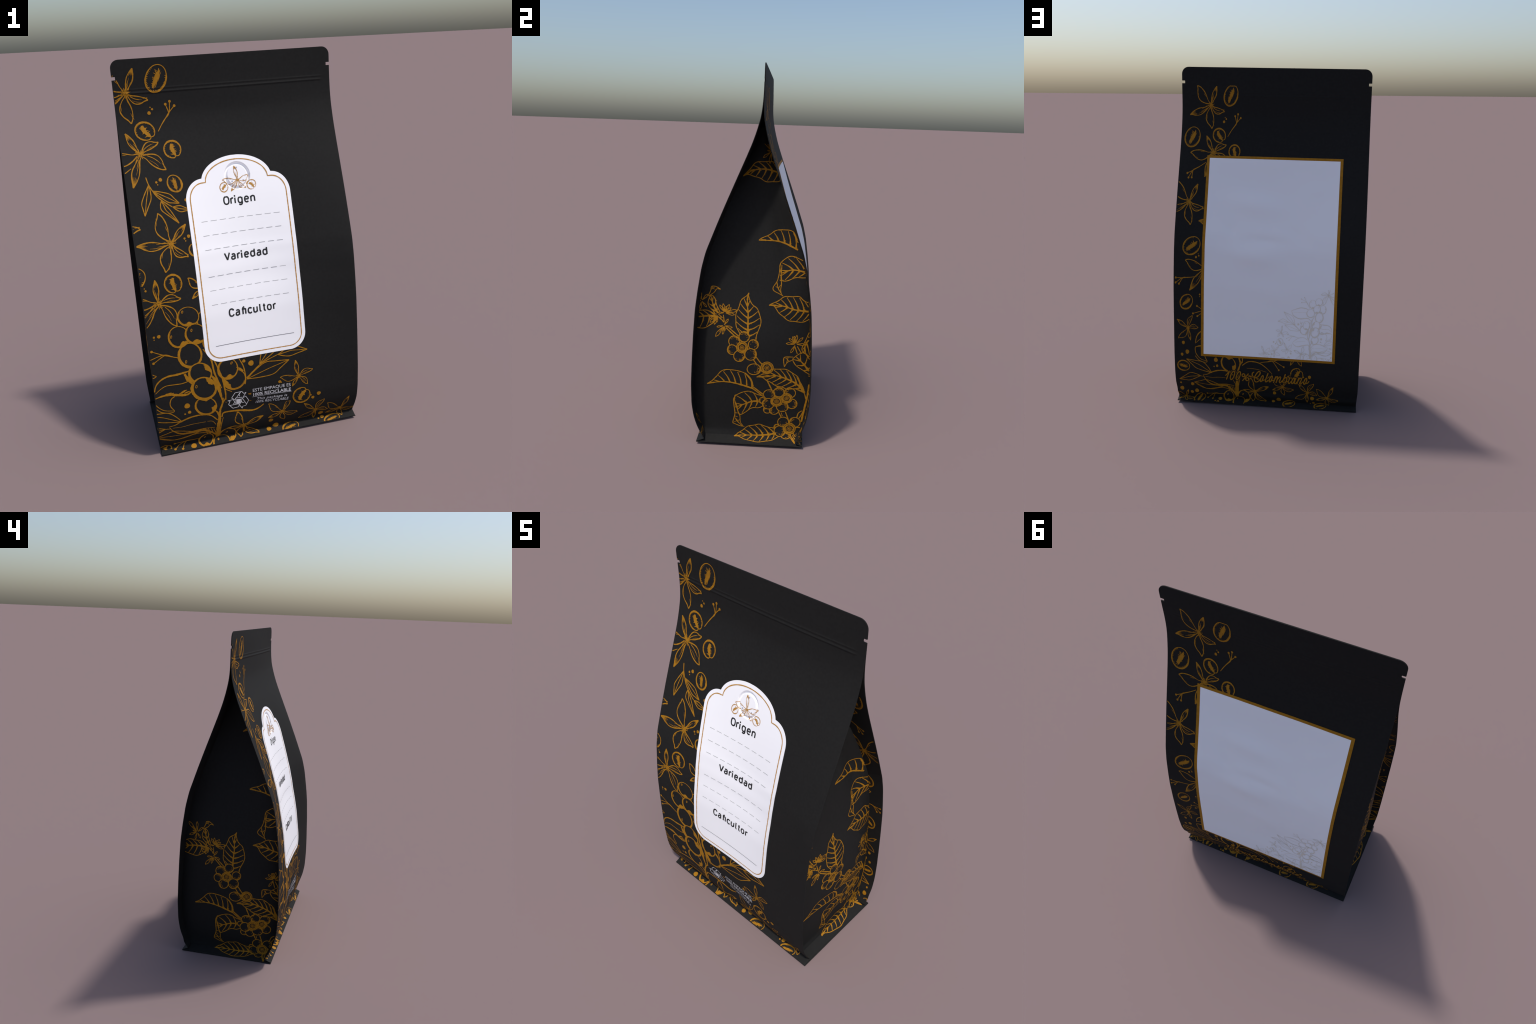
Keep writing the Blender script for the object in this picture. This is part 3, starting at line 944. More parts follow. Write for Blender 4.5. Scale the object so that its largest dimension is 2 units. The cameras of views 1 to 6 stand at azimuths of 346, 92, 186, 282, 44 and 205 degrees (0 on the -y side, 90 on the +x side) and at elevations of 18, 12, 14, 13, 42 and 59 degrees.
    line((0.004, 0.007, 0.01, 0.008), (0.0702, 0.6276), (0.0097, 0.6499), (-0.0683, 0.6731), (-0.1403, 0.6685), (-0.1839, 0.6556))
    line((0.004, 0.008, 0.012, 0.01, 0.008), (0.0676, 0.6215), (0.0425, 0.5732), (-0.0167, 0.5395), (-0.0749, 0.5307), (-0.1751, 0.5436), (-0.2231, 0.5157))
    line((0.002, 0.003, 0.002), (0.0369, 0.6077), (-0.0279, 0.6117), (-0.1573, 0.6138))
    twig((-0.2049, 0.6694), (-0.1739, 0.7168), [(-0.0702, 0.7872), (-0.1191, 0.8086), (-0.0780, 0.7416)])
    twig((-0.0579, 0.2812), (0.0078, 0.2926), [(0.1142, 0.3142), (0.1285, 0.2639), (0.0910, 0.2412)])
    line((0.003, 0.006, 0.007, 0.005), (0.0403, 0.2131), (-0.0085, 0.2533), (-0.0651, 0.2817), (-0.1371, 0.2862), (-0.1890, 0.2585))
    line((0.003, 0.008, 0.012, 0.01, 0.008), (0.0403, 0.2101), (-0.0050, 0.1754), (-0.0488, 0.1666), (-0.1204, 0.1854), (-0.1995, 0.1967), (-0.2152, 0.1725))
    line((0.002, 0.003, 0.002), (-0.0028, 0.2219), (-0.0816, 0.2379), (-0.1539, 0.2407))


def draw_script():
    """the handwritten line on the back"""
    letter((-0.2410, 0.1987), (-0.2266, 0.2171), (-0.2183, 0.2289))
    letter((-0.2183, 0.2289), (-0.2270, 0.2011), (-0.2368, 0.1723))
    letter((-0.1905, 0.2309), (-0.1969, 0.2267), (-0.2040, 0.2158), (-0.2098, 0.2009), (-0.2129, 0.1860), (-0.2123, 0.1752), (-0.2081, 0.1715), (-0.2016, 0.1760), (-0.1944, 0.1873), (-0.1885, 0.2025), (-0.1856, 0.2171), (-0.1863, 0.2274), (-0.1905, 0.2309))
    letter((-0.1553, 0.2314), (-0.1617, 0.2272), (-0.1687, 0.2163), (-0.1744, 0.2015), (-0.1774, 0.1865), (-0.1768, 0.1758), (-0.1727, 0.1721), (-0.1661, 0.1766), (-0.1590, 0.1879), (-0.1532, 0.2031), (-0.1503, 0.2177), (-0.1511, 0.2279), (-0.1553, 0.2314))
    letter((-0.1320, 0.2178), (-0.1363, 0.2162), (-0.1395, 0.2124), (-0.1408, 0.2075), (-0.1397, 0.2026), (-0.1366, 0.1992), (-0.1324, 0.1982), (-0.1281, 0.1998), (-0.1249, 0.2037), (-0.1236, 0.2087), (-0.1247, 0.2135), (-0.1278, 0.2168), (-0.1320, 0.2178))
    letter((-0.1098, 0.1925), (-0.1144, 0.1907), (-0.1178, 0.1866), (-0.1191, 0.1812), (-0.1180, 0.1759), (-0.1148, 0.1723), (-0.1103, 0.1712), (-0.1057, 0.1730), (-0.1023, 0.1771), (-0.1010, 0.1825), (-0.1021, 0.1878), (-0.1053, 0.1914), (-0.1098, 0.1925))
    letter((-0.1031, 0.2187), (-0.1211, 0.1943), (-0.1381, 0.1694))
    letter((-0.0700, 0.2327), (-0.0782, 0.2250), (-0.0778, 0.2090), (-0.0651, 0.1965), (-0.0470, 0.2023), (-0.0328, 0.2238), (-0.0323, 0.2380), (-0.0392, 0.2398), (-0.0520, 0.2254), (-0.0646, 0.2011), (-0.0667, 0.1798), (-0.0579, 0.1658), (-0.0423, 0.1726), (-0.0305, 0.1886))
    letter((-0.0148, 0.2141), (-0.0190, 0.2110), (-0.0239, 0.2028), (-0.0281, 0.1917), (-0.0306, 0.1807), (-0.0306, 0.1727), (-0.0282, 0.1700), (-0.0239, 0.1732), (-0.0190, 0.1816), (-0.0148, 0.1927), (-0.0123, 0.2037), (-0.0124, 0.2115), (-0.0148, 0.2141))
    letter((-0.0165, 0.1775), (-0.0061, 0.1843))
    letter((0.0158, 0.2301), (0.0069, 0.2033), (-0.0005, 0.1787), (0.0041, 0.1700), (0.0170, 0.1831))
    letter((0.0389, 0.2151), (0.0348, 0.2120), (0.0300, 0.2038), (0.0258, 0.1928), (0.0234, 0.1817), (0.0234, 0.1738), (0.0259, 0.1711), (0.0301, 0.1743), (0.0349, 0.1826), (0.0391, 0.1938), (0.0415, 0.2047), (0.0414, 0.2125), (0.0389, 0.2151))
    letter((0.0375, 0.1816), (0.0504, 0.1856))
    letter((0.0619, 0.2109), (0.0555, 0.1905), (0.0485, 0.1698))
    letter((0.0534, 0.1858), (0.0632, 0.2060), (0.0721, 0.2135), (0.0747, 0.2078), (0.0696, 0.1901), (0.0642, 0.1701))
    letter((0.0696, 0.1871), (0.0811, 0.2059), (0.0892, 0.2124), (0.0926, 0.2068), (0.0875, 0.1915), (0.0837, 0.1761), (0.0888, 0.1705), (0.1028, 0.1867))
    letter((0.1196, 0.2305), (0.1117, 0.2053), (0.1046, 0.1823), (0.1118, 0.1708), (0.1246, 0.1823), (0.1291, 0.2037), (0.1219, 0.2114), (0.1117, 0.1994))
    letter((0.1246, 0.1823), (0.1348, 0.1831))
    letter((0.1478, 0.2139), (0.1411, 0.1927), (0.1374, 0.1773), (0.1430, 0.1702), (0.1539, 0.1847))
    letter((0.1482, 0.2249), (0.1487, 0.2244))
    letter((0.1724, 0.2123), (0.1681, 0.2093), (0.1634, 0.2016), (0.1595, 0.1911), (0.1575, 0.1807), (0.1579, 0.1733), (0.1607, 0.1707), (0.1651, 0.1738), (0.1698, 0.1817), (0.1737, 0.1923), (0.1757, 0.2026), (0.1752, 0.2099), (0.1724, 0.2123))
    letter((0.1829, 0.2108), (0.1775, 0.1926), (0.1736, 0.1772), (0.1808, 0.1717), (0.1896, 0.1845))
    letter((0.2012, 0.2137), (0.1958, 0.1940), (0.1897, 0.1715))
    letter((0.1954, 0.1910), (0.2045, 0.2081), (0.2133, 0.2132), (0.2160, 0.2046), (0.2111, 0.1892), (0.2067, 0.1768), (0.2119, 0.1706), (0.2239, 0.1872))
    letter((0.2450, 0.2147), (0.2408, 0.2116), (0.2361, 0.2035), (0.2322, 0.1924), (0.2300, 0.1814), (0.2303, 0.1735), (0.2329, 0.1708), (0.2372, 0.1740), (0.2419, 0.1824), (0.2458, 0.1935), (0.2479, 0.2044), (0.2476, 0.2121), (0.2450, 0.2147))
    letter((0.2430, 0.1782), (0.2519, 0.1805), (0.2605, 0.1926))


def draw_gusset():
    """coffee branches on a side gusset (left to right, height)"""
    coffee_leaf([(-0.0829, 1.4286), (-0.0314, 1.4610), (0.0332, 1.4691), (0.0893, 1.4566), (0.1371, 1.4477)], [(-0.0660, 1.4443), (-0.0327, 1.4884), (-0.0027, 1.5046), (0.0442, 1.5091), (0.0915, 1.4964), (0.1365, 1.4602)], [(-0.0480, 1.4376), (0.0006, 1.4221), (0.0358, 1.4087), (0.0662, 1.4043), (0.1045, 1.4112), (0.1421, 1.4354)])
    blossom((0.0587, 1.5591), [(0.0153, 1.6235), (0.0178, 1.5278), (0.0532, 1.4979), (0.0374, 1.5651), (0.0946, 1.6197), (0.1012, 1.5689)])
    coffee_leaf([(0.0128, 1.1035), (0.0916, 1.1035), (0.1481, 1.0913), (0.2187, 1.0640)], [(0.0348, 1.1165), (0.0686, 1.1371), (0.1023, 1.1548), (0.1473, 1.1630), (0.1934, 1.1510), (0.2171, 1.1011)], [])
    line((0.008, 0.006, 0.006), (0.1934, 1.1510), (0.2169, 1.1054), (0.2454, 1.0423), (0.2644, 1.0039))
    line((0.003, 0.01, 0.008), (0.2074, 1.1263), (0.2309, 1.0805), (0.2595, 1.0168))
    coffee_leaf([(0.1354, 0.9361), (0.1974, 0.9556), (0.2670, 0.9477), (0.3063, 0.9363)], [(0.1309, 0.9908), (0.1772, 1.0222), (0.2249, 1.0207), (0.2603, 0.9994), (0.2830, 0.9740)], [(0.1413, 0.8997), (0.1823, 0.9031), (0.2250, 0.9186), (0.2726, 0.9192), (0.3070, 0.9230)])
    line((0.004, 0.004, 0.004, 0.003), (0.1291, 0.9831), (0.1255, 0.9359), (0.1176, 0.8969), (0.0974, 0.8616), (0.1024, 0.8444), (0.1291, 0.8301), (0.1504, 0.8182))
    line((0.004, 0.005, 0.004, 0.003), (0.1379, 0.9789), (0.1363, 0.9146), (0.1400, 0.8802), (0.1369, 0.8499), (0.1422, 0.8283), (0.1504, 0.8182))
    line((0.003, 0.004), (0.1273, 0.9531), (0.1371, 0.9481))
    line((0.003, 0.004), (0.1284, 0.9273), (0.1382, 0.9224))
    line((0.003, 0.004), (0.1295, 0.9015), (0.1393, 0.8966))
    line((0.004, 0.005, 0.003), (0.1158, 0.8882), (0.1236, 0.8581), (0.1422, 0.8283))
    line((0.003, 0.003), (0.1102, 0.8663), (0.1235, 0.8603))
    line((0.003, 0.003), (0.1358, 0.8758), (0.1236, 0.8559))
    coffee_leaf([(0.0796, 0.7678), (0.1274, 0.7663), (0.1623, 0.7637), (0.2151, 0.7472), (0.2984, 0.7368), (0.3334, 0.7363)], [(0.1009, 0.7772), (0.1178, 0.7886), (0.1559, 0.8114), (0.1904, 0.8176), (0.2339, 0.8159), (0.2563, 0.8010), (0.2964, 0.7796), (0.3284, 0.7496)], [(0.1014, 0.7643), (0.1194, 0.7496), (0.1424, 0.7196), (0.1738, 0.6960), (0.2091, 0.6852), (0.2485, 0.6806), (0.3003, 0.6984), (0.3297, 0.7225)])
    line((0.004, 0.005, 0.004), (-0.2441, 0.8000), (-0.2310, 0.8288), (-0.2261, 0.8503), (-0.2039, 0.8521), (-0.1784, 0.8386))
    line((0.004, 0.004, 0.003), (-0.2407, 0.7991), (-0.2120, 0.8214), (-0.1988, 0.8396), (-0.1784, 0.8386))
    line((0.003, 0.003), (-0.2261, 0.8503), (-0.2110, 0.8366))
    line((0.003, 0.003), (-0.2301, 0.8349), (-0.2099, 0.8488))
    coffee_leaf([(-0.3930, 0.6554), (-0.3367, 0.6685), (-0.2841, 0.6847), (-0.2387, 0.6927), (-0.1904, 0.6947)], [(-0.3832, 0.6809), (-0.3659, 0.6939), (-0.3348, 0.7082), (-0.2955, 0.7200), (-0.2423, 0.7195), (-0.1951, 0.7058)], [(-0.3781, 0.6342), (-0.3493, 0.6275), (-0.3030, 0.6204), (-0.2566, 0.6285), (-0.2227, 0.6477), (-0.1924, 0.6868)])
    coffee_leaf([(-0.2300, 0.8049), (-0.2205, 0.7710), (-0.2100, 0.7434), (-0.1883, 0.7125)], [(-0.2182, 0.7989), (-0.2023, 0.7787), (-0.1945, 0.7474), (-0.1811, 0.7204)], [(-0.2395, 0.7904), (-0.2423, 0.7653), (-0.2318, 0.7376), (-0.2054, 0.7110)])
    blossom((-0.2792, 0.7707), [(-0.3467, 0.8229), (-0.2886, 0.8352), (-0.3146, 0.7998), (-0.3288, 0.7413), (-0.2858, 0.7227), (-0.2503, 0.7388), (-0.2454, 0.8083), (-0.3097, 0.7746)])
    line((0.004, 0.005), (-0.1906, 0.6965), (-0.1723, 0.6798))
    line((0.004, 0.005), (-0.1856, 0.7070), (-0.1639, 0.6881))
    blossom((-0.1906, 0.6965), [(-0.2306, 0.6578), (-0.2066, 0.6491), (-0.2300, 0.6767), (-0.1923, 0.6623)])
    blossom((-0.1527, 0.7164), [(-0.1807, 0.7561), (-0.1623, 0.7640), (-0.1451, 0.7521), (-0.1291, 0.7618), (-0.1183, 0.7451), (-0.0871, 0.7340), (-0.0994, 0.7092), (-0.1882, 0.7136)])
    blossom((-0.1548, 0.6478), [(-0.1979, 0.5847), (-0.1591, 0.6008), (-0.1317, 0.6850), (-0.1088, 0.6406), (-0.1926, 0.6377), (-0.1473, 0.6220)])
    line((0.005, 0.006, 0.005), (-0.1433, 0.6378), (-0.1021, 0.6036), (-0.0839, 0.5872))
    line((0.005, 0.006, 0.005), (-0.1255, 0.6371), (-0.0936, 0.6131), (-0.0732, 0.5978))
    line((0.004, 0.005), (-0.1786, 0.6922), (-0.1554, 0.6654))
    line((0.004, 0.005), (-0.1590, 0.7049), (-0.1532, 0.6656))
    coffee_leaf([(-0.0283, 0.8280), (-0.0351, 0.7823), (-0.0280, 0.7134), (-0.0269, 0.6524), (-0.0224, 0.5912)], [(-0.0399, 0.8145), (-0.0692, 0.7806), (-0.0868, 0.7275), (-0.0942, 0.6876), (-0.0861, 0.6488), (-0.0667, 0.6018)], [(-0.0310, 0.8085), (-0.0076, 0.7707), (0.0198, 0.7417), (0.0389, 0.6991), (0.0327, 0.6378), (0.0186, 0.6065), (0.0172, 0.5843)])
    cherry((-0.0445, 0.5966), (-0.0174, 0.5982), (-0.0455, 0.6238))
    cherry((-0.0966, 0.5682), (-0.0674, 0.5705), (-0.0975, 0.5977))
    cherry((-0.1065, 0.5216), (-0.0808, 0.5237), (-0.1072, 0.5482))
    cherry((-0.0680, 0.4890), (-0.0388, 0.4911), (-0.0687, 0.5196))
    cherry((0.0051, 0.5567), (0.0313, 0.5579), (0.0042, 0.5837))
    cherry((-0.0074, 0.5018), (0.0233, 0.5033), (-0.0083, 0.5341))
    cherry((-0.0537, 0.5382), (-0.0247, 0.5400), (-0.0546, 0.5682), ring=True)
    line((0.005, 0.006, 0.005), (0.0075, 0.4737), (0.0304, 0.4421), (0.0556, 0.4076))
    line((0.005, 0.006, 0.005), (0.0225, 0.4884), (0.0430, 0.4613), (0.0566, 0.4478))
    cherry((0.0125, 0.4190), (0.0487, 0.4206), (0.0117, 0.4496))
    cherry((0.0814, 0.4297), (0.1138, 0.4304), (0.0803, 0.4625), ring=True)
    coffee_leaf([(0.0278, 0.3752), (0.0807, 0.3797), (0.1334, 0.3855), (0.2051, 0.3593), (0.2507, 0.3300), (0.2883, 0.2861)], [(0.0497, 0.3858), (0.0669, 0.4008), (0.1233, 0.4234), (0.1762, 0.4212), (0.2257, 0.3970), (0.2586, 0.3536), (0.2740, 0.3056)], [(0.0633, 0.3719), (0.0859, 0.3557), (0.1309, 0.3302), (0.1893, 0.3113), (0.2473, 0.3061), (0.2840, 0.2838)])
    line((0.005, 0.007, 0.005), (0.0812, 0.3628), (0.1001, 0.3246), (0.1144, 0.2958))
    line((0.004, 0.005, 0.004), (0.1264, 0.3349), (0.1403, 0.3158), (0.1144, 0.2958))
    coffee_leaf([(-0.2393, 0.3135), (-0.1685, 0.3330), (-0.1051, 0.3345), (-0.0421, 0.3225), (0.0118, 0.3063)], [(-0.2141, 0.3302), (-0.1961, 0.3565), (-0.1602, 0.3943), (-0.1243, 0.4099), (-0.0794, 0.4043), (-0.0257, 0.3915), (0.0019, 0.3497), (0.0116, 0.3161)], [])
    line((0.006, 0.007, 0.006), (-0.0347, 0.3957), (-0.0073, 0.3637), (0.0115, 0.3210))
    line((0.006, 0.006, 0.006), (0.0116, 0.3161), (0.0479, 0.2885), (0.0843, 0.2604))
    line((0.005, 0.006, 0.006), (0.0028, 0.3107), (0.0345, 0.2879), (0.0664, 0.2622))
    blossom((0.2275, 0.5617), [(0.1770, 0.5671), (0.2032, 0.5140), (0.1911, 0.5940), (0.2103, 0.6041), (0.2190, 0.6058), (0.2328, 0.6114), (0.2654, 0.5970), (0.2782, 0.5578)])
    line((0.004, 0.005, 0.004), (0.2236, 0.5504), (0.2385, 0.5086))
    line((0.004, 0.005, 0.004), (0.2367, 0.5501), (0.2606, 0.5078))
    coffee_leaf([(0.2736, 0.5119), (0.2804, 0.5577), (0.3094, 0.5983)], [(0.2638, 0.5354), (0.2751, 0.5762), (0.2953, 0.6165), (0.3076, 0.6349)], [(0.3011, 0.4922), (0.3135, 0.5107), (0.3210, 0.5389)])
    coffee_leaf([(0.2303, 0.4949), (0.2719, 0.4518), (0.3097, 0.4035)], [(0.2135, 0.4768), (0.2369, 0.4436), (0.2692, 0.4146), (0.3057, 0.3943)], [(0.2692, 0.5121), (0.2920, 0.4973), (0.3117, 0.4548), (0.3142, 0.4035)])
    line((0.004, 0.005, 0.004), (0.2173, 0.4906), (0.1735, 0.4903), (0.1678, 0.4681), (0.1734, 0.4363))
    line((0.004, 0.004, 0.003), (0.2115, 0.4722), (0.1878, 0.4609), (0.1734, 0.4363))
    line((0.003, 0.003), (0.1911, 0.4888), (0.1835, 0.4586))
    line((0.003, 0.003), (0.1780, 0.4866), (0.1963, 0.4678))
    line((0.006, 0.008, 0.007, 0.007), (0.3079, 0.3942), (0.3099, 0.3519), (0.3024, 0.2724))
    line((0.005, 0.006, 0.006), (0.3188, 0.3990), (0.3210, 0.3521), (0.3201, 0.2764))
    line((0.008, 0.009, 0.01, 0.01), (0.3064, 0.3887), (0.3105, 0.3332), (0.3017, 0.2577), (0.2892, 0.1911), (0.2769, 0.1166))
    line((0.006, 0.007, 0.008), (0.3175, 0.3822), (0.3206, 0.3171), (0.3116, 0.2443), (0.2988, 0.1843), (0.2950, 0.1306), (0.2810, 0.0965))
    line((0.006, 0.005, 0.006), (0.2686, 0.3048), (0.2849, 0.2846), (0.2958, 0.2512))
    line((0.005, 0.006, 0.004), (0.2509, 0.1400), (0.2591, 0.1673), (0.2772, 0.1810))
    line((0.005, 0.006, 0.006), (0.2635, 0.1368), (0.2751, 0.1573), (0.2893, 0.1877))
    coffee_leaf([(-0.0779, 0.1909), (-0.0345, 0.2116), (0.0056, 0.2298), (0.0490, 0.2339)], [(-0.0882, 0.2525), (-0.0760, 0.2672), (-0.0482, 0.2813), (-0.0080, 0.2875), (0.0262, 0.2775), (0.0635, 0.2673)], [(-0.0631, 0.1484), (-0.0335, 0.1610), (0.0096, 0.1900), (0.0406, 0.1953), (0.0652, 0.2070)])
    line((0.005, 0.005, 0.005, 0.003), (-0.0821, 0.2598), (-0.0936, 0.2348), (-0.0906, 0.1968), (-0.0851, 0.1484), (-0.0955, 0.0981), (-0.0858, 0.0883), (-0.0540, 0.0765), (-0.0319, 0.0745))
    line((0.004, 0.005, 0.004, 0.003), (-0.0895, 0.2316), (-0.0749, 0.1981), (-0.0698, 0.1706), (-0.0582, 0.1399), (-0.0545, 0.1011), (-0.0399, 0.0775))
    line((0.003, 0.004), (-0.0858, 0.1903), (-0.0716, 0.1886))
    line((0.003, 0.004), (-0.0852, 0.1554), (-0.0710, 0.1537))
    line((0.003, 0.004), (-0.0849, 0.1344), (-0.0707, 0.1326))
    line((0.003, 0.004), (-0.0847, 0.1167), (-0.0705, 0.1149))
    line((0.004, 0.005, 0.003), (-0.0816, 0.1240), (-0.0703, 0.1035), (-0.0446, 0.0772))
    line((0.003, 0.003), (-0.0892, 0.0986), (-0.0735, 0.1068))
    line((0.003, 0.003), (-0.0547, 0.1153), (-0.0704, 0.1071))
    cherry((0.1490, 0.2901), (0.1767, 0.2905), (0.1481, 0.3170), top=False)
    cherry((0.2077, 0.2855), (0.2385, 0.2854), (0.2065, 0.3139), top=False)
    cherry((0.0612, 0.2380), (0.0773, 0.2386), (0.0608, 0.2558))
    cherry((0.0972, 0.2754), (0.1274, 0.2762), (0.0963, 0.3031))
    cherry((0.2226, 0.2214), (0.2490, 0.2215), (0.2215, 0.2492))
    cherry((0.0907, 0.1837), (0.1118, 0.1846), (0.0901, 0.2046))
    cherry((0.1264, 0.1834), (0.1518, 0.1842), (0.1255, 0.2093))
    cherry((0.0942, 0.2203), (0.1258, 0.2214), (0.0933, 0.2520))
    cherry((0.1707, 0.2036), (0.2023, 0.2042), (0.1696, 0.2317))
    cherry((0.1919, 0.2551), (0.2210, 0.2552), (0.1909, 0.2828), ring=True)
    cherry((0.1386, 0.2355), (0.1695, 0.2361), (0.1376, 0.2645), ring=True)
    line((0.005, 0.006, 0.005), (0.1516, 0.1721), (0.1600, 0.1550), (0.1684, 0.1380))
    line((0.005, 0.006, 0.005), (0.1889, 0.1731), (0.1976, 0.1492), (0.2080, 0.1218))
    line((0.003, 0.004), (0.1657, 0.1690), (0.1727, 0.1485))
    cherry((0.1438, 0.0810), (0.1579, 0.0817), (0.1433, 0.0966))
    cherry((0.2608, 0.0557), (0.2865, 0.0570), (0.2596, 0.0830))
    cherry((0.1958, 0.0362), (0.2215, 0.0374), (0.1948, 0.0596))
    cherry((0.1619, 0.0581), (0.1926, 0.0595), (0.1608, 0.0880))
    cherry((0.1787, 0.1121), (0.2083, 0.1131), (0.1776, 0.1417))
    cherry((0.2412, 0.1124), (0.2708, 0.1131), (0.2399, 0.1415))
    cherry((0.2130, 0.0738), (0.2459, 0.0751), (0.2118, 0.1053), ring=True)
    coffee_leaf([(-0.0858, 0.0131), (-0.0615, 0.0225), (0.0328, 0.0279), (0.0954, 0.0343), (0.1421, 0.0443)], [(-0.0713, 0.0270), (-0.0623, 0.0381), (-0.0316, 0.0609), (-0.0006, 0.0818), (0.0432, 0.0914), (0.0716, 0.0860), (0.0873, 0.0834), (0.1095, 0.0759), (0.1316, 0.0718)], [(-0.0605, 0.0120), (-0.0441, 0.0047), (-0.0018, -0.0131), (0.0361, -0.0186), (0.0918, -0.0125), (0.1283, 0.0048), (0.1587, 0.0254)])
    line((0.005, 0.007, 0.005), (0.2215, 0.0242), (0.2346, 0.0001), (0.2501, -0.0269))
    line((0.004, 0.005, 0.004), (0.2318, 0.0394), (0.2436, 0.0175), (0.2534, -0.0068))
    line((0.004, 0.004), (0.2534, -0.0068), (0.2587, 0.0319))
    line((0.003, 0.006, 0.004), (0.2242, 0.0332), (0.2375, 0.0087), (0.2491, -0.0237))


# ------------------------------------------------------------------ where the prints go
def on_front(p):
    return p


BACK_W = smooth_curve([-.055, .05, .2, .9, 1.3, 1.62, 1.95], [-.0370, .0665, .2145, .897, 1.274, 1.5745, 1.886])


def on_back(p):
    return np.stack([-(0.785 * p[:, 0] + 0.0085), BACK_W(p[:, 1])], 1)


def on_watermark(p):
    x, w = p[:, 0], p[:, 1]
    return np.stack([0.3888 * x - 0.0032 * w - 0.1711, 0.0038 * x + 0.4621 * w + 0.3337], 1)


def reach_ok(q, slack=0.0012):
    a, w = np.abs(q[:, 0]), q[:, 1]
    r = np.full(len(q), HALF_W - slack - .003)
    r = np.where(w > W_CREASE, HALF_W - slack, r)
    r = np.where((w > NOTCH[0] - .001) & (w < NOTCH[1] + .001), HALF_W - NOTCH[2] - .002, r)
    return (a < r) & (w > W_FOOT + .0004) & (w < HEIGHT - .02)


def box(q, a0, a1, w0, w1):
    return (q[:, 0] > a0) & (q[:, 0] < a1) & (q[:, 1] > w0) & (q[:, 1] < w1)


def front_ok(q):
    """stay on the panel, leave the recycling note free"""
    lay = (q[:, 1] - .255) - (q[:, 0] - 0) * -.03
    note = ((q[:, 0] > -.048) & (q[:, 0] < .175) & (np.abs(lay) < .058)) | (np.hypot((q[:, 0] + .121) / .062, (q[:, 1] - .252) / .056) < 1)
    lab = box(q, -.255, .250, .53, 1.36)
    corner = box(q, -.56, -.484, -.05, -.008)
    return reach_ok(q) & ~note & ~lab & ~corner


def back_ok(q):
    return reach_ok(q) & ~box(q, FRAME[0] + .004, FRAME[1] - .004, FRAME[2] + .004, FRAME[3] - .004)


def watermark_ok(q):
    return box(q, FRAME[0] + FRAME_T + .001, FRAME[1] - FRAME_T, FRAME[2] + .0155, .76)


def front_face(a, w, lift):
    return panel(a, w, -1, lift)


def back_face(a, w, lift):
    return panel(a, w, 1, lift)


P = Press(front_face, on_front, front_ok, front, GOLD_M, back_of=1)
P.run(draw_side, draw_branch)
P.finish("print_show_through")

P = Press(back_face, on_back, back_ok, back, GOLD_M, scale=0.88, back_of=1)
P.run(draw_side, draw_branch)
P.finish("print_show_through")
P = Press(back_face, lambda p: p * np.array([-1.0, 1.0]), reach_ok, back, FILM_M, base=INK + .0011)
LETTER_W = 0.0150
draw_script()
P.ink, P.base, LETTER_W = GOLD_M, INK + .0023, 0.0064
draw_script()

P = Press(back_face, on_watermark, watermark_ok, back_label, PALE_M, scale=0.42, base=LABEL + .0008 + .0003)
P.run(draw_branch)
flower((-0.4744, 0.8542), [(-0.4801, 0.9697), (-0.3629, 0.8592), (-0.3981, 0.7262), (-0.5943, 0.7152), (-0.6288, 0.8994)], kind="b")


def gusset_ok_for(sx):
    def ok(q):
        z = np.maximum(q[:, 1], LIP_TOP)
        f, b = gusset_edges(z, sx)
        lo, hi = np.minimum(sx * f, sx * b), np.maximum(sx * f, sx * b)
        return (q[:, 0] > lo + .002) & (q[:, 0] < hi - .002) & (q[:, 1] > LIP_TOP - LIP_LEN + .001) & (q[:, 1] < 1.6)
    return ok


def turned(p):
    """the print sits slightly turned on the left gusset"""
    return np.stack([p[:, 0] + .083 * p[:, 1] - .003, p[:, 1] - .083 * p[:, 0] - .003 - .015 * p[:, 1]], 1)


P = Press(lambda q, w, l: gusset(q, w, 1, l), on_front, gusset_ok_for(1), gusset_right, GOLD_M)
P.run(draw_gusset)
P = Press(lambda q, w, l: gusset(q, w, -1, l), turned, gusset_ok_for(-1), gusset_left, GOLD_M)
P.run(draw_gusset)


# ------------------------------------------------------------------ front label print
def label_face(a, w, lift):
    return panel(a, w, -1, LABEL + valve(a, w) + lift)


def everywhere(q):
    return np.ones(len(q), bool)


P = Press(label_face, on_front, everywhere, front_label, BORDER_M, base=.0003, step=.0015)


def half_outline(g):
    """right half of the label outline, moved inward by g"""
    cx, hw, lo = LAB["cx"], LAB["hw"] - g, LAB["lo"] + g
    r = LAB["r"] - g
    pts = [(0, lo)] + [(hw - r + r * math.sin(t), lo + r - r * math.cos(t)) for t in np.linspace(0, math.pi / 2, 14)]
    rx, rz = hw - LAB["notch"], LAB["rise"] - g
    pts += [(LAB["notch"] + rx * math.cos(t), LAB["shoulder"] + rz * math.sin(t)) for t in np.linspace(0, math.pi / 2 - .02, 14)]
    ca, cb = LAB["crown"] - g, LAB["hi"] - g - LAB["crown_w"]
    t0 = math.asin(max(0.0, (LAB["shoulder"] + rz - LAB["crown_w"]) / cb))
    pts += [(ca * math.cos(t), LAB["crown_w"] + cb * math.sin(t)) for t in np.linspace(t0, math.pi / 2, 22)]
    return pts


P.begin("label_border")
half = half_outline(.0205)
for sg in (1, -1):
    for i in range(len(half) - 1):
        (x0, z0), (x1, z1) = half[i], half[i + 1]
        P.ribbon([(LAB["cx"] + sg * x0, z0), (LAB["cx"] + sg * x1, z1)], .0050)
P.end()

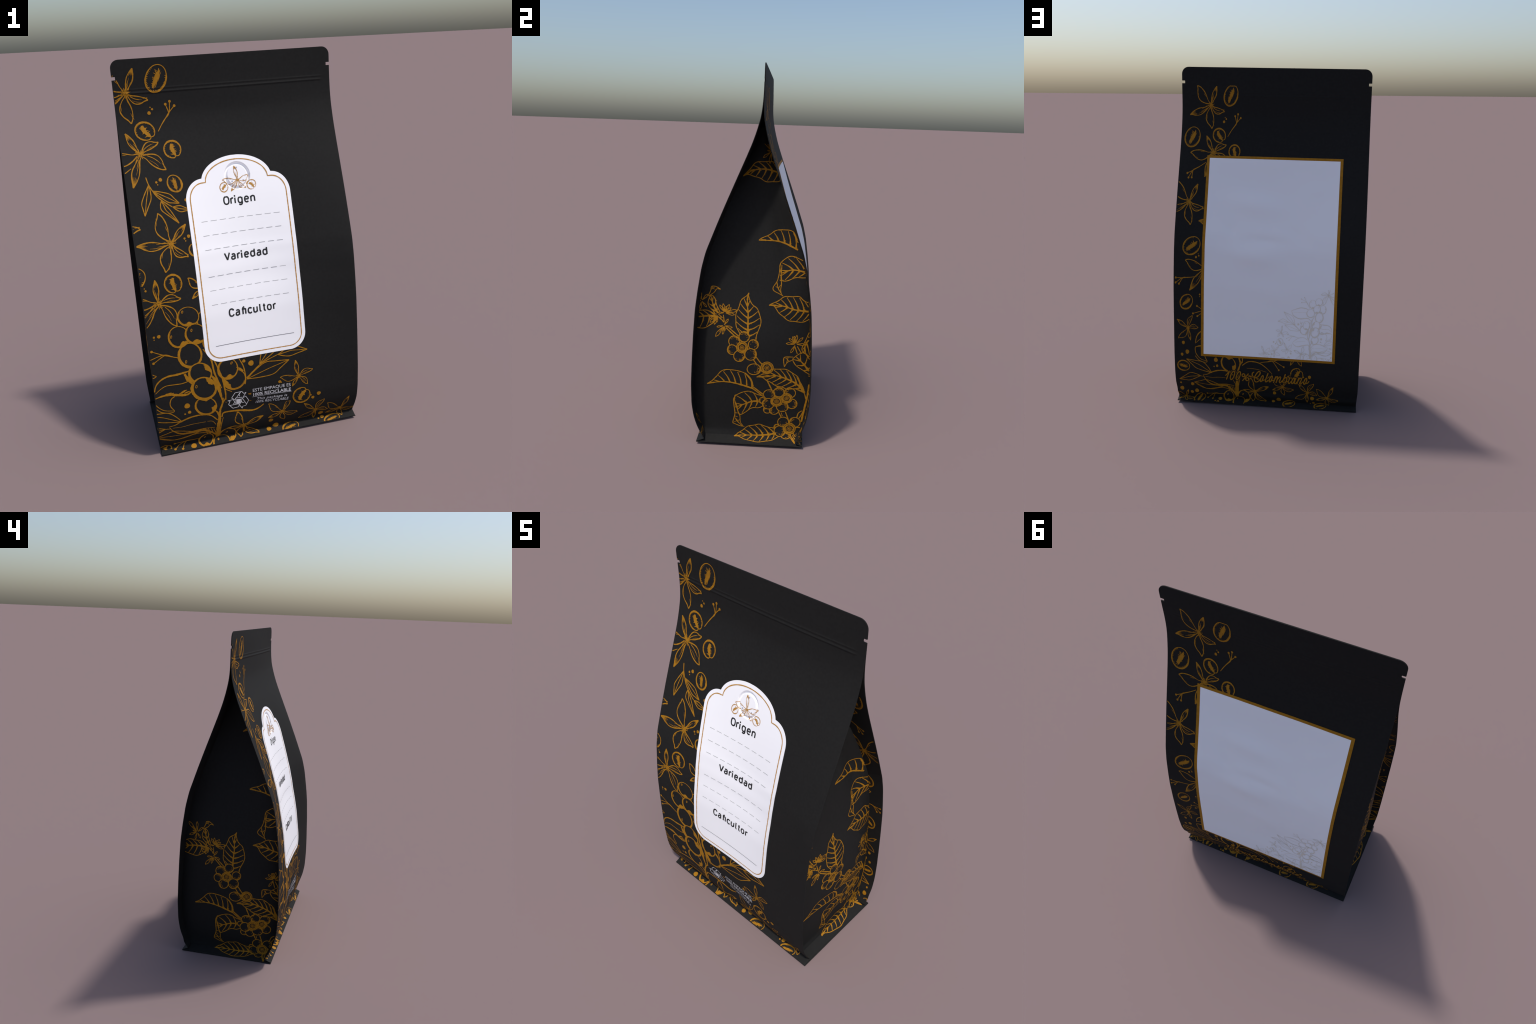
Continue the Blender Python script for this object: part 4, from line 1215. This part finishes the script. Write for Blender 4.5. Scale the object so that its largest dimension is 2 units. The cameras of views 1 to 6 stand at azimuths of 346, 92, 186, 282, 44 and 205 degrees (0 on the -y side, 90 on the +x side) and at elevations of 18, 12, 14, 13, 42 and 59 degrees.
flower((-0.0001, 1.3803), [(-0.0771, 1.3876), (-0.0095, 1.4490), (0.0377, 1.3383), (0.0603, 1.3981), (-0.0392, 1.3292)], ink=.0026)
bean((-0.0740, 1.3524), (-0.0590, 1.3690), (-0.0590, 1.3370), "short", outline=.0026)
bean((0.0687, 1.3517), (0.0850, 1.3370), (0.0520, 1.3340), "short", outline=.0026)
P = Press(label_face, on_front, everywhere, front_label, VALVE_M, base=.0002)
for c in ((0.0017, 1.4395), (-0.0281, 1.3759), (0.0298, 1.3762)):
    dot(c, .0044)

GLYPHS = {
    "O": (.80, [[(.31, 1), (.52, .92), (.62, .68), (.62, .32), (.52, .08), (.31, 0), (.10, .08), (0, .32), (0, .68), (.10, .92), (.31, 1)]]),
    "r": (.44, [[(0, 0), (0, .74)], [(0, .50), (.08, .66), (.20, .73), (.34, .71)]]),
    "i": (.32, [[(0, 0), (0, .74)], [(0, .96), (0, 1.0)]]),
    "g": (.76, [[(.25, .74), (.42, .67), (.50, .50), (.50, .24), (.42, .07), (.25, 0), (.08, .07), (0, .24), (0, .50), (.08, .67), (.25, .74)], [(.50, .74), (.50, .20), (.50, -.02), (.42, -.20), (.25, -.26), (.06, -.19)]]),
    "e": (.72, [[(.02, .39), (.49, .39)], [(.49, .39), (.49, .50), (.42, .67), (.25, .74), (.08, .67), (0, .50), (0, .24), (.08, .07), (.26, 0), (.46, .09)]]),
    "n": (.76, [[(0, 0), (0, .74)], [(0, .48), (.10, .68), (.28, .74), (.43, .67), (.48, .50), (.48, .25), (.48, 0)]]),
    "V": (.80, [[(0, 1), (.33, 0)], [(.33, 0), (.66, 1)]]),
    "a": (.72, [[(.05, .66), (.22, .74), (.38, .71), (.46, .58), (.46, .30), (.46, 0)], [(.46, .42), (.20, .42), (.04, .33), (0, .20), (.06, .05), (.20, 0), (.36, .05), (.46, .18)]]),
    "d": (.76, [[(.25, .74), (.42, .67), (.50, .50), (.50, .24), (.42, .07), (.25, 0), (.08, .07), (0, .24), (0, .50), (.08, .67), (.25, .74)], [(.50, 1.02), (.50, 0)]]),
    "C": (.80, [[(.60, .76), (.52, .92), (.31, 1), (.10, .92), (0, .68), (0, .32), (.10, .08), (.31, 0), (.52, .08), (.60, .24)]]),
    "fi": (.78, [[(.13, 0), (.13, .40), (.14, .80), (.22, .95), (.38, 1.0)], [(0, .72), (.52, .72)], [(.52, .76), (.52, 0)]]),
    "c": (.66, [[(.46, .60), (.38, .71), (.25, .74), (.08, .67), (0, .50), (0, .24), (.08, .07), (.25, 0), (.38, .03), (.46, .14)]]),
    "u": (.76, [[(0, .74), (0, .50), (0, .24), (.06, .06), (.22, 0), (.38, .07), (.48, .24)], [(.48, .74), (.48, 0)]]),
    "l": (.36, [[(0, 1.02), (0, .50), (0, .14), (.06, .02), (.18, 0)]]),
    "t": (.48, [[(.12, .98), (.12, .50), (.12, .16), (.18, .03), (.32, 0)], [(-.04, .72), (.30, .72)]]),
    "o": (.74, [[(.25, .74), (.42, .67), (.50, .50), (.50, .24), (.42, .07), (.25, 0), (.08, .07), (0, .24), (0, .50), (.08, .67), (.25, .74)]]),
}


def heading(word, a0, a1, base, cap, pen=.0076):
    """upright sans-serif heading between a0 and a1"""
    gap = .26
    total = sum(GLYPHS[g][0] - gap for g in word)
    lead = (pen + .0068) * (len(word) - 1)          # pen width plus air between letters
    k = (a1 - a0 - pen - lead) / total
    x = a0 + pen / 2
    P.begin("heading")
    for g in word:
        adv, strokes = GLYPHS[g]
        for s in strokes:
            if g == "i" and s[0][1] > .9:
                z = base + pen / 2 + .97 * (cap - pen)
                P.ribbon([(x, z - pen / 2), (x, z + pen / 2)], pen)
                continue
            q = [(x + px * k, base + pen / 2 + pz * (cap - pen)) for px, pz in s]
            P.ribbon(q, pen)
        x += (adv - gap) * k + pen + .0068
    P.end()


P = Press(label_face, on_front, everywhere, front_label, TEXT_M, base=.0002, steady=True, step=.0012)
heading(("O", "r", "i", "g", "e", "n"), -.0865, .0800, 1.2662, .0440)
heading(("V", "a", "r", "i", "e", "d", "a", "d"), -.1190, .1095, .9985, .0425)
heading(("C", "a", "fi", "c", "u", "l", "t", "o", "r"), -.1290, .1195, .7180, .0440)

P = Press(label_face, on_front, everywhere, front_label, DASH_M, base=.0002, steady=True)
for w in (1.2015, 1.1337, 1.0655, .9340, .8650, .7938):
    P.begin("dashed_line")
    for k in range(9):
        x = -.2110 + k * .0470
        P.ribbon([(x, w), (x + .0316, w)], .0021)
    P.end()
P.begin("writing_line")
P.ink = TEXT_M
P.ribbon([(-.2140, .5805), (.2050, .5805)], .0020)
P.end()

# ------------------------------------------------------------------ recycling note
P = Press(front_face, on_front, reach_ok, front, SILVER_M, base=INK + .0003, steady=True)


def silver(*pts):
    for i in range(len(pts) - 1):
        P.ribbon(pts[i:i + 2], .0030)


P.begin("recycling_mark")
silver((-0.1565, 0.2765), (-0.1366, 0.3047), (-0.0996, 0.3045), (-0.0892, 0.2893), (-0.0769, 0.2945), (-0.0938, 0.2677))
silver((-0.1081, 0.3023), (-0.1298, 0.2732))
silver((-0.1052, 0.3047), (-0.1162, 0.2872), (-0.1120, 0.2775))
silver((-0.0978, 0.2610), (-0.0797, 0.2708), (-0.0639, 0.2396), (-0.0791, 0.2079), (-0.0980, 0.2059), (-0.1002, 0.1938), (-0.1152, 0.2215), (-0.1021, 0.2446), (-0.1007, 0.2332), (-0.0886, 0.2313))
silver((-0.0978, 0.2600), (-0.0760, 0.2161))
silver((-0.1783, 0.2647), (-0.1487, 0.2660), (-0.1376, 0.2425))
silver((-0.1783, 0.2647), (-0.1656, 0.2604), (-0.1748, 0.2409), (-0.1521, 0.2099), (-0.1194, 0.2103), (-0.1167, 0.2295), (-0.1678, 0.2337))
silver((-0.1491, 0.2366), (-0.1431, 0.2449), (-0.1360, 0.2366))
silver((-0.1565, 0.2765), (-0.1386, 0.2624))
silver((-0.1373, 0.2718), (-0.0993, 0.2691))
silver((-0.1355, 0.2703), (-0.1324, 0.2346), (-0.1082, 0.2329), (-0.0994, 0.2658))
P.spot([(-0.1316, 0.2628), (-0.1062, 0.2609), (-0.1100, 0.2333), (-0.1287, 0.2347)])
P.end()


def small_print(text, left, right, cap, slant=0.0, bold=0.0):
    """a line of set type between two baseline ends"""
    cu = bpy.data.curves.new("small_print", "FONT")
    cu.body = text
    cu.size = 1.0
    cu.resolution_u = 3
    cu.offset = bold
    o = bpy.data.objects.new("small_print", cu)
    bpy.context.scene.collection.objects.link(o)
    dg = bpy.context.evaluated_depsgraph_get()
    me = o.evaluated_get(dg).to_mesh()
    v = np.array([x.co[:2] for x in me.vertices])
    f = [list(p.vertices) for p in me.polygons]
    o.to_mesh_clear()
    bpy.data.objects.remove(o)
    bpy.data.curves.remove(cu)
    height = 0.73
    x = (v[:, 0] + slant * v[:, 1])
    x = (x - x.min()) / (x.max() - x.min())
    left, right = np.asarray(left), np.asarray(right)
    uv = left + x[:, None] * (right - left)
    uv[:, 1] += v[:, 1] / height * cap
    new_object("small_print", panel(uv[:, 0], uv[:, 1], -1, np.full(len(uv), INK + .0003)), f, SILVER_M, front, smooth=False)


small_print("ESTE EMPAQUE ES", (-.0398, .2874), (.1685, .2813), .0200)
small_print("100% RECICLABLE", (-.0379, .2597), (.1692, .2528), .0198, bold=.018)
small_print("This package is", (-.0171, .2293), (.1476, .2232), .0160, slant=.22)
small_print("100% RECYCLABLE", (-.0253, .2079), (.1560, .1998), .0168, slant=.22)
P = Press(front_face, on_front, reach_ok, front, SILVER_M, base=INK + .0003, steady=True)
P.begin("rule")
P.ribbon([(-.0428, .2547), (.1716, .2491)], .0018)
P.end()
